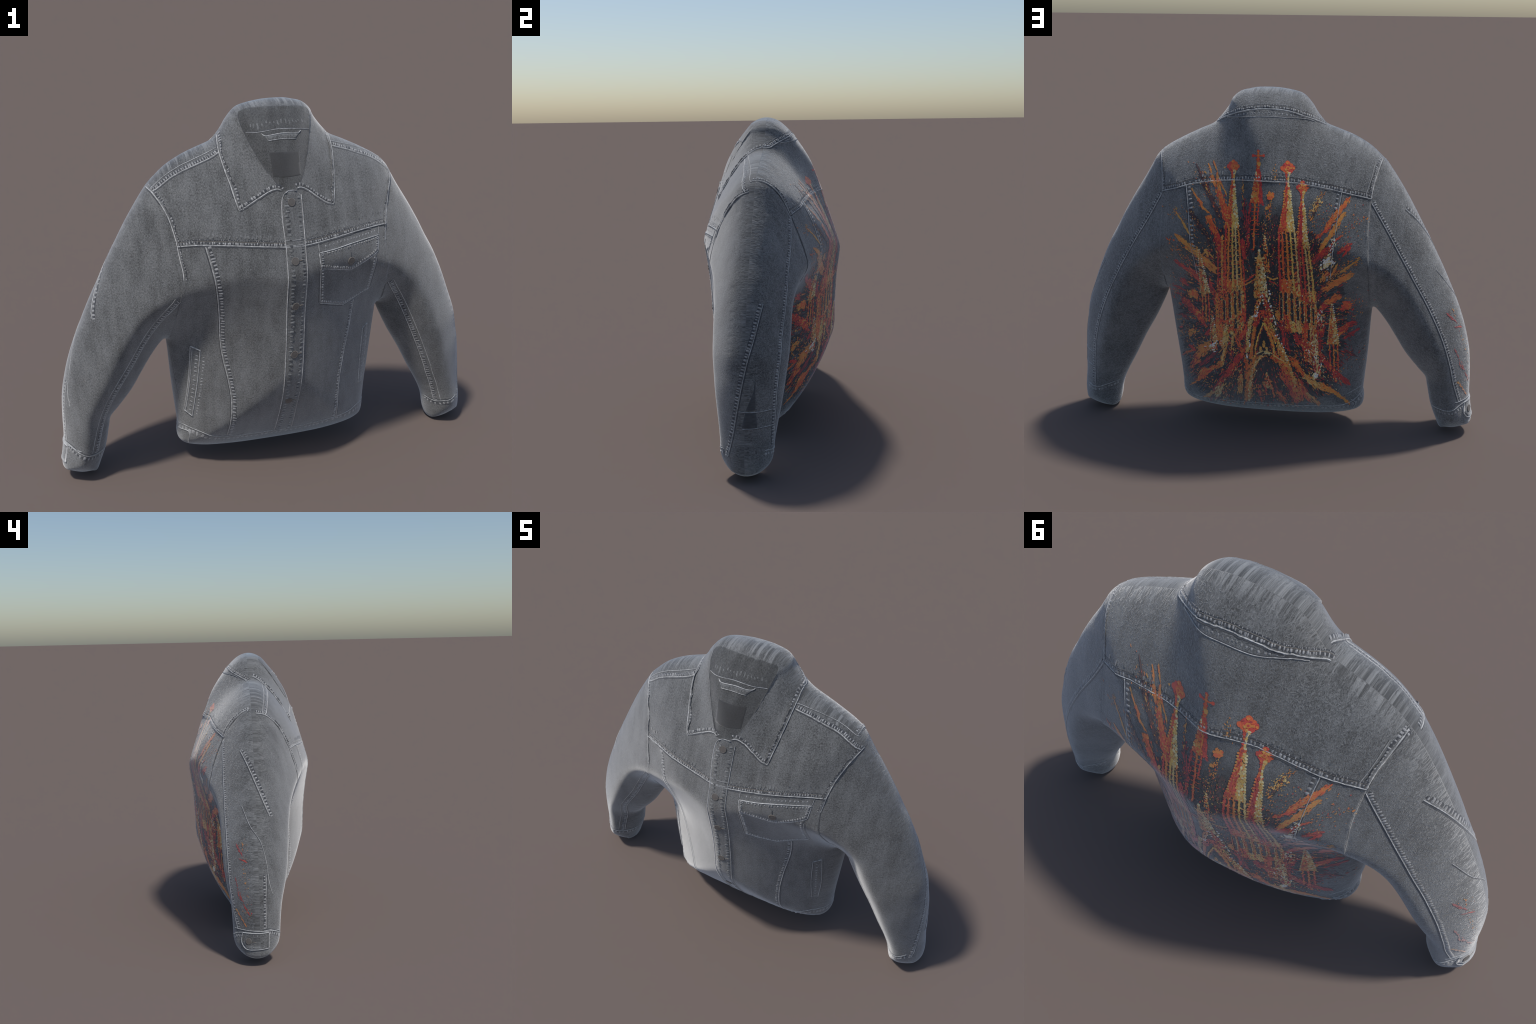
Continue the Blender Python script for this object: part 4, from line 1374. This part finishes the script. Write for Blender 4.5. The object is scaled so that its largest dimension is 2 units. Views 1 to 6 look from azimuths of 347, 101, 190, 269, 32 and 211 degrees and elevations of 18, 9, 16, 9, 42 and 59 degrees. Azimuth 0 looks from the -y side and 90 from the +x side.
    pt.line([(438, 520), (443, 600), (443, 650)], 3.4, ["red", "flame"], 2, .8)
    pt.make("painted_buttress", bp)

    tower("painted_tower", bp, (527.8, 336.5, 13.5), [(350, 527), (360, 527), (378, 527)],
          [(382, 521, 533), (410, 519, 535), (436, 514, 538), (463, 510, 541)],
          [(460, 509, 542), (510, 509, 547), (580, 512, 552)],
          [(566, 511, 552), (612, 513, 555), (650, 514, 556), (664, 516, 556)],
          [.02, .22, .47, .70, .95], 9.5, ["flame", "red", "orange"], PALE,
          [("red", 4.4), ("flame", 4.5), ("orange", 4.5), ("gold", 4.0), ("sand", 4.0)],
          [(514, 588, 640, 4.2), (523, 588, 628, 5.0), (535, 590, 642, 5.6), (546.5, 597, 640, 5.0)],
          [((518, 640), (520, 690), 10, ["maroon", "crimson", "red"]), ((536, 640), (540, 662), 11, PALE), ((548, 640), (552, 666), 9, ["ochre", "sand"])])
    tower("painted_tower", bp, (557, 374.6, 12), [(386, 557), (396, 556.5), (414, 556.5)],
          [(416, 551, 562), (440, 550, 564), (470, 547, 566), (496, 546, 570)],
          [(494, 548, 570), (540, 551, 577), (604, 556, 583)],
          [(590, 555, 584), (640, 556, 586), (690, 556, 588), (722, 562, 590)],
          [.04, .34, .62, .92], 8.5, ["crimson", "red", "crimson"], PALE,
          [("crimson", 4.4), ("red", 4.4), ("sand", 4.0), ("gold", 4.4)],
          [(556, 606, 646, 5.4), (568.5, 611, 646, 5.2), (578, 618, 650, 3.6), (569, 662, 682, 4)],
          [((563, 650), (566, 690), 11, ["flame", "red"]), ((582, 670), (587, 735), 8, ["sand", "cream"]), ((575, 650), (580, 700), 9, ["ochre", "sand", "crimson"])])
    # slimmer darker tower behind, topped by a cross
    pt = Painting()
    for yy in np.arange(318, 344, 2.2):
        pt.dab(468.5, yy, 2.6 + 1.6 * abs(math.sin(yy * .25)), 2.0, 0, ["flame", "red", "orange"], 1)
    pt.dab(468.8, 302, 2.9, 3.0, 0, "red", 2, .15)
    pt.line([(468.7, 302), (468.7, 322)], 4, ["flame", "orange", "red"], 2, .2)
    pt.line([(459, 311.5), (478.5, 311.5)], 4, ["red", "flame"], 2, .2)
    for xx in (458.5, 479):
        pt.dab(xx, 311.5, 2.8, 3.2, 0, "red", 2, .15)
    pt.dab(470, 328, 4, 4, 0, "ochre", 3, .3)
    cone = [(340, 464, 473), (370, 459, 475), (405, 452, 478)]
    fill(pt, cone, 340, 406, half_and_half(["orange", "ochre", "flame", "red"], ["red", "crimson", "red"], .62), 2.5, 2.2)
    pt.beads([(463, 345), (458, 375), (453, 400)], 1.6, ["sand", "ochre", "cream"], 5)
    pt.line([(469, 370), (467, 404)], 2.6, ["orange", "flame"], 3, .6)
    for x0, x1, c, w, yb in ((453, 447, ["crimson", "red", "maroon"], 5, 500), (462, 459, ["orange", "flame"], 3.6, 500), (470, 466, ["flame", "red"], 3.0, 450), (477, 478, ["crimson"], 3.4, 412)):
        pt.line([(x0, 406), ((x0 + x1) / 2, (406 + yb) / 2), (x1, yb)], w, c, 2, 1.0)
    for yy in np.arange(414, 470, 9):
        pt.line([(455, yy), (470, yy + rng.uniform(-2, 2))], 1.7, ["flame", "red"], 2, .3, 2.4)
    pt.make("painted_tower", bp)

    # centre gable, rose of beads, pointed portal
    pt = Painting()
    fill(pt, [(500, 468, 472), (520, 466, 477), (560, 462, 484), (590, 460, 487), (612, 466, 484)], 500, 596, half_and_half(["ochre", "orange", "sand"], ["ochre", "sand", "cream"]), 2.6, 2.3, 1, .08)
    pt.dab(470.5, 501, 3, 3, 0, "cream", 3, .15)
    pt.line([(462, 516), (481, 516)], 4, ["sand", "ochre"], 2, .3)
    pt.beads([(478, 530), (482, 550), (484, 570), (486, 588)], 2.0, ["cream", "white", "sand"], 4)
    pt.beads([(466, 530), (463, 560), (461, 590)], 1.6, ["sand", "orange", "ochre"], 4)
    for _ in range(40):
        yy = rng.uniform(520, 592)
        pt.dab(472 + rng.normal(0, 6), yy, .9, 1.2, 0, ["crimson", "night", "cream", "flame"], 3)
    fill(pt, [(471, 480, 483), (500, 478, 488), (545, 480, 492)], 474, 545, lambda u: ["orange", "ochre", "flame"], 3, 2.0, 1, .25)
    pt.beads([(481.5, 471), (482, 482), (483, 495)], 1.8, ["cream", "sand"], 3)
    # bridges to the towers
    pt.line([(440, 565), (450, 558), (462, 548)], 3.2, ["red", "orange"], 2, .5)
    pt.line([(442, 570), (455, 562), (463, 557)], 3.0, ["orange", "ochre"], 2, .5)
    pt.line([(486, 553), (497, 559), (508, 556)], 3.0, ["ochre", "sand"], 2, .5)
    pt.line([(490, 562), (502, 566), (508, 572)], 2.8, ["crimson", "red"], 2, .5)
    # dark hollow behind the gable
    fill(pt, [(600, 474, 480), (640, 462, 496), (716, 460, 508)], 602, 714, lambda u: ["night", "night", "maroon"], 5, 4.2, 0)
    fill(pt, [(560, 446, 462), (640, 446, 458)], 566, 640, lambda u: "night", 5, 4.2, 0)
    fill(pt, [(560, 486, 508), (640, 496, 510)], 566, 640, lambda u: "night", 5, 4.2, 0)
    # upper gable
    pt.line([(474, 588), (466, 612), (461, 640)], 7, ["orange", "red", "ochre"], 2, 1.4)
    pt.line([(476, 588), (486, 612), (497, 642)], 7, ["orange", "red", "crimson"], 2, 1.4)
    pt.beads([(476, 592), (468, 612), (464, 632)], 2.1, ["white", "cream"], 4, 4, 1.2)
    pt.beads([(489, 583), (490, 604), (496, 628), (500, 642)], 2.2, ["white", "cream", "sand"], 4, 4, 1.2)
    pt.beads([(476, 590), (481, 606), (482, 618)], 1.6, ["white", "red", "cream"], 4, 4, 1)
    # lower, larger gable in red and gold
    pt.line([(476, 621), (468, 638), (461, 652)], 9, ["red", "flame", "crimson"], 2, 1.6)
    pt.line([(477, 621), (484, 634), (490, 646)], 8, ["red", "crimson", "flame"], 2, 1.6)
    pt.line([(462, 652), (456, 690), (453, 716)], 5, ["orange", "gold", "flame"], 2, 1.2)
    pt.line([(484, 634), (494, 656), (505, 682), (515, 712), (529, 748)], 8, ["orange", "gold", "ochre", "flame"], 2, 1.6)
    pt.line([(480, 640), (494, 676), (502, 714)], 5, ["orange", "flame", "ochre"], 2, 1.0)
    pt.line([(462, 655), (456, 690), (455, 716)], 5, ["orange", "ochre", "flame"], 3, 1.0)
    pt.line([(454, 634), (449, 670), (447, 704)], 7, ["sand", "gold", "sand", "ochre"], 3, 1.2)
    pt.beads([(454, 632), (462, 632)], 2.4, ["white", "cream"], 4, 4)
    pt.beads([(451, 640), (448, 665), (452, 688)], 1.6, ["cream", "white", "night"], 5, 4, 1.5)
    pt.beads([(498, 640), (506, 670), (514, 692), (522, 712), (530, 728)], 2.1, ["cream", "white", "sand"], 3.6, 4, 1.6)
    pt.line([(512, 690), (524, 718), (534, 744), (545, 770)], 8, ["ochre", "sand", "orange"], 3, 1.6)
    pt.blob(506, 628, 8, ["orange", "ochre"], 10, 2)
    pt.line([(505, 622), (509, 640)], 6, ["orange", "ochre"], 2, 1)
    # portal window and figure
    fill(pt, [(650, 478, 481), (680, 470, 490), (712, 466, 497)], 652, 712, lambda u: "night", 3, 2.6, 3)
    pt.line([(479, 646), (470, 668), (464, 692), (462, 714)], 3.4, ["orange", "gold", "ochre"], 4, .7)
    pt.line([(480, 646), (490, 668), (498, 692), (501, 714)], 3.8, ["gold", "orange", "ochre"], 4, .7)
    pt.line([(479, 652), (470, 680), (465, 712)], 2.6, ["maroon", "crimson"], 3, .8)
    pt.line([(480, 652), (492, 680), (498, 712)], 2.6, ["maroon", "flame"], 3, .8)
    pt.dab(479.5, 683, 2.6, 2.6, 0, "ochre", 4, .15)
    pt.line([(479.5, 686), (479.5, 694)], 5, "ochre", 4, .3)
    pt.line([(474, 694), (473, 703)], 4, ["ochre", "sand"], 4, .3)
    pt.line([(485, 694), (486, 703)], 4, ["ochre", "sand"], 4, .3)
    pt.line([(472, 692), (471.5, 700)], 2, ["ochre"], 4, .3)
    pt.dab(480, 699, 2, 3.4, 0, "night", 5, .1)
    pt.line([(490, 688), (493, 704)], 4, ["orange", "flame"], 3, .6)
    # great arch
    arch = [(448, 798), (450, 764), (455, 738), (466, 716), (479, 705), (492, 708), (508, 720), (524, 738), (540, 766), (554, 800)]
    arch = [tuple(p) for p in spline(arch, 4)]
    cut = len(arch) // 2
    fill(pt, [(712, 474, 488), (745, 462, 505), (800, 460, 520)], 716, 776, lambda u: ["night", "night", "maroon"], 6, 4.5, 0, .25)
    pt.line(arch[:cut], 13, ["orange", "ochre", "orange"], 2, 2.0)
    pt.line(arch[cut:], 12, ["orange", "flame", "ochre", "red"], 2, 2.4)
    pt.line([(p[0] + 3, p[1] + 1) for p in arch[:cut]], 5, ["sand", "ochre", "cream"], 3, 1.2)
    pt.line([(464, 708), (479, 701), (494, 706), (508, 716), (520, 722)], 2.4, ["sand", "cream"], 4, .6)
    pt.line([(434, 750), (432, 784)], 9, ["ochre", "orange", "sand"], 2, 1.6)
    pt.line([(444, 720), (447, 760)], 8, ["orange", "flame"], 2, 1.6)
    pt.beads([(464, 738), (457, 760), (456, 790)], 1.5, ["cream", "sand"], 4.5, 4, 1.6)
    pt.dab(446.5, 712, 1.8, 6, 0, "white", 4, .2)
    pt.dab(452, 690, 1.6, 4, .3, "white", 4, .2)
    # little lantern under the arch
    pt.dab(485.5, 746, 1.8, 2.2, 0, "sand", 4, .2)
    fill(pt, [(748, 484, 488), (766, 479, 496), (776, 481, 498)], 748, 776, lambda u: ["orange", "sand", "flame"], 2.6, 2.0, 3, .15)
    pt.line([(483, 774), (485, 788)], 4, ["red", "orange"], 3, .6)
    pt.line([(496, 772), (501, 794)], 3.6, ["flame", "orange"], 3, .8)
    for _ in range(16):
        pt.dab(488 + rng.normal(0, 5), rng.uniform(755, 784), .9, 1.1, 0, ["night", "cream"], 4)
    # small ruined arches left of the portal
    pt.line([(420, 664), (417, 684), (418, 692)], 5.5, ["sand", "ochre"], 2, 1)
    pt.line([(424, 664), (430, 684), (436, 706)], 5, ["red", "flame", "orange"], 2, 1)
    pt.line([(416, 690), (414, 712)], 3.4, ["red", "ochre"], 2, .8)
    pt.stroke((444, 652), (432, 680), 11, 9, ["flame", "red"], 1.5, 2)
    pt.make("painted_gable_and_portal", bp)

    side_spire("painted_pinnacle", bp, (350, 500), (586, 354, 372), 642)
    side_spire("painted_pinnacle", bp, (377.5, 632), (682, 373, 386), 700)
    side_spire("painted_pinnacle", bp, (616, 608), (688, 607, 630), 742)


def sleeve_flecks():
    """Stray paint on the outside of the right sleeve."""
    pt = Painting()
    U = lambda y, z: (y / .0022, -z / .0022)
    for a, b, w, c in ((( .075, .640), (.050, .600), 7, ["crimson"]), ((.060, .575), (.020, .565), 3.2, ["crimson", "red"]), ((.085, .47), (.070, .40), 4, ["crimson"]),
                       ((.072, .40), (.045, .345), 7, ["crimson", "red"]), ((.048, .345), (.012, .285), 4, ["crimson", "red"]),
                       ((.085, .31), (.060, .265), 5, ["ochre", "orange"]), ((.060, .265), (.035, .225), 2.6, ["ochre", "orange"])):
        pt.stroke(U(*a), U(*b), w, w * .6, c, .35, 1)
    pt.blob(*U(.030, .455), 3, ["orange", "ochre"], 5)
    pt.spray(U(.045, .70), U(.02, .26), 5, 26, ["orange", "ochre", "crimson"], .9)
    pt.make("paint_flecks", PART["sleeve"], "NX")


painting()
sleeve_flecks()
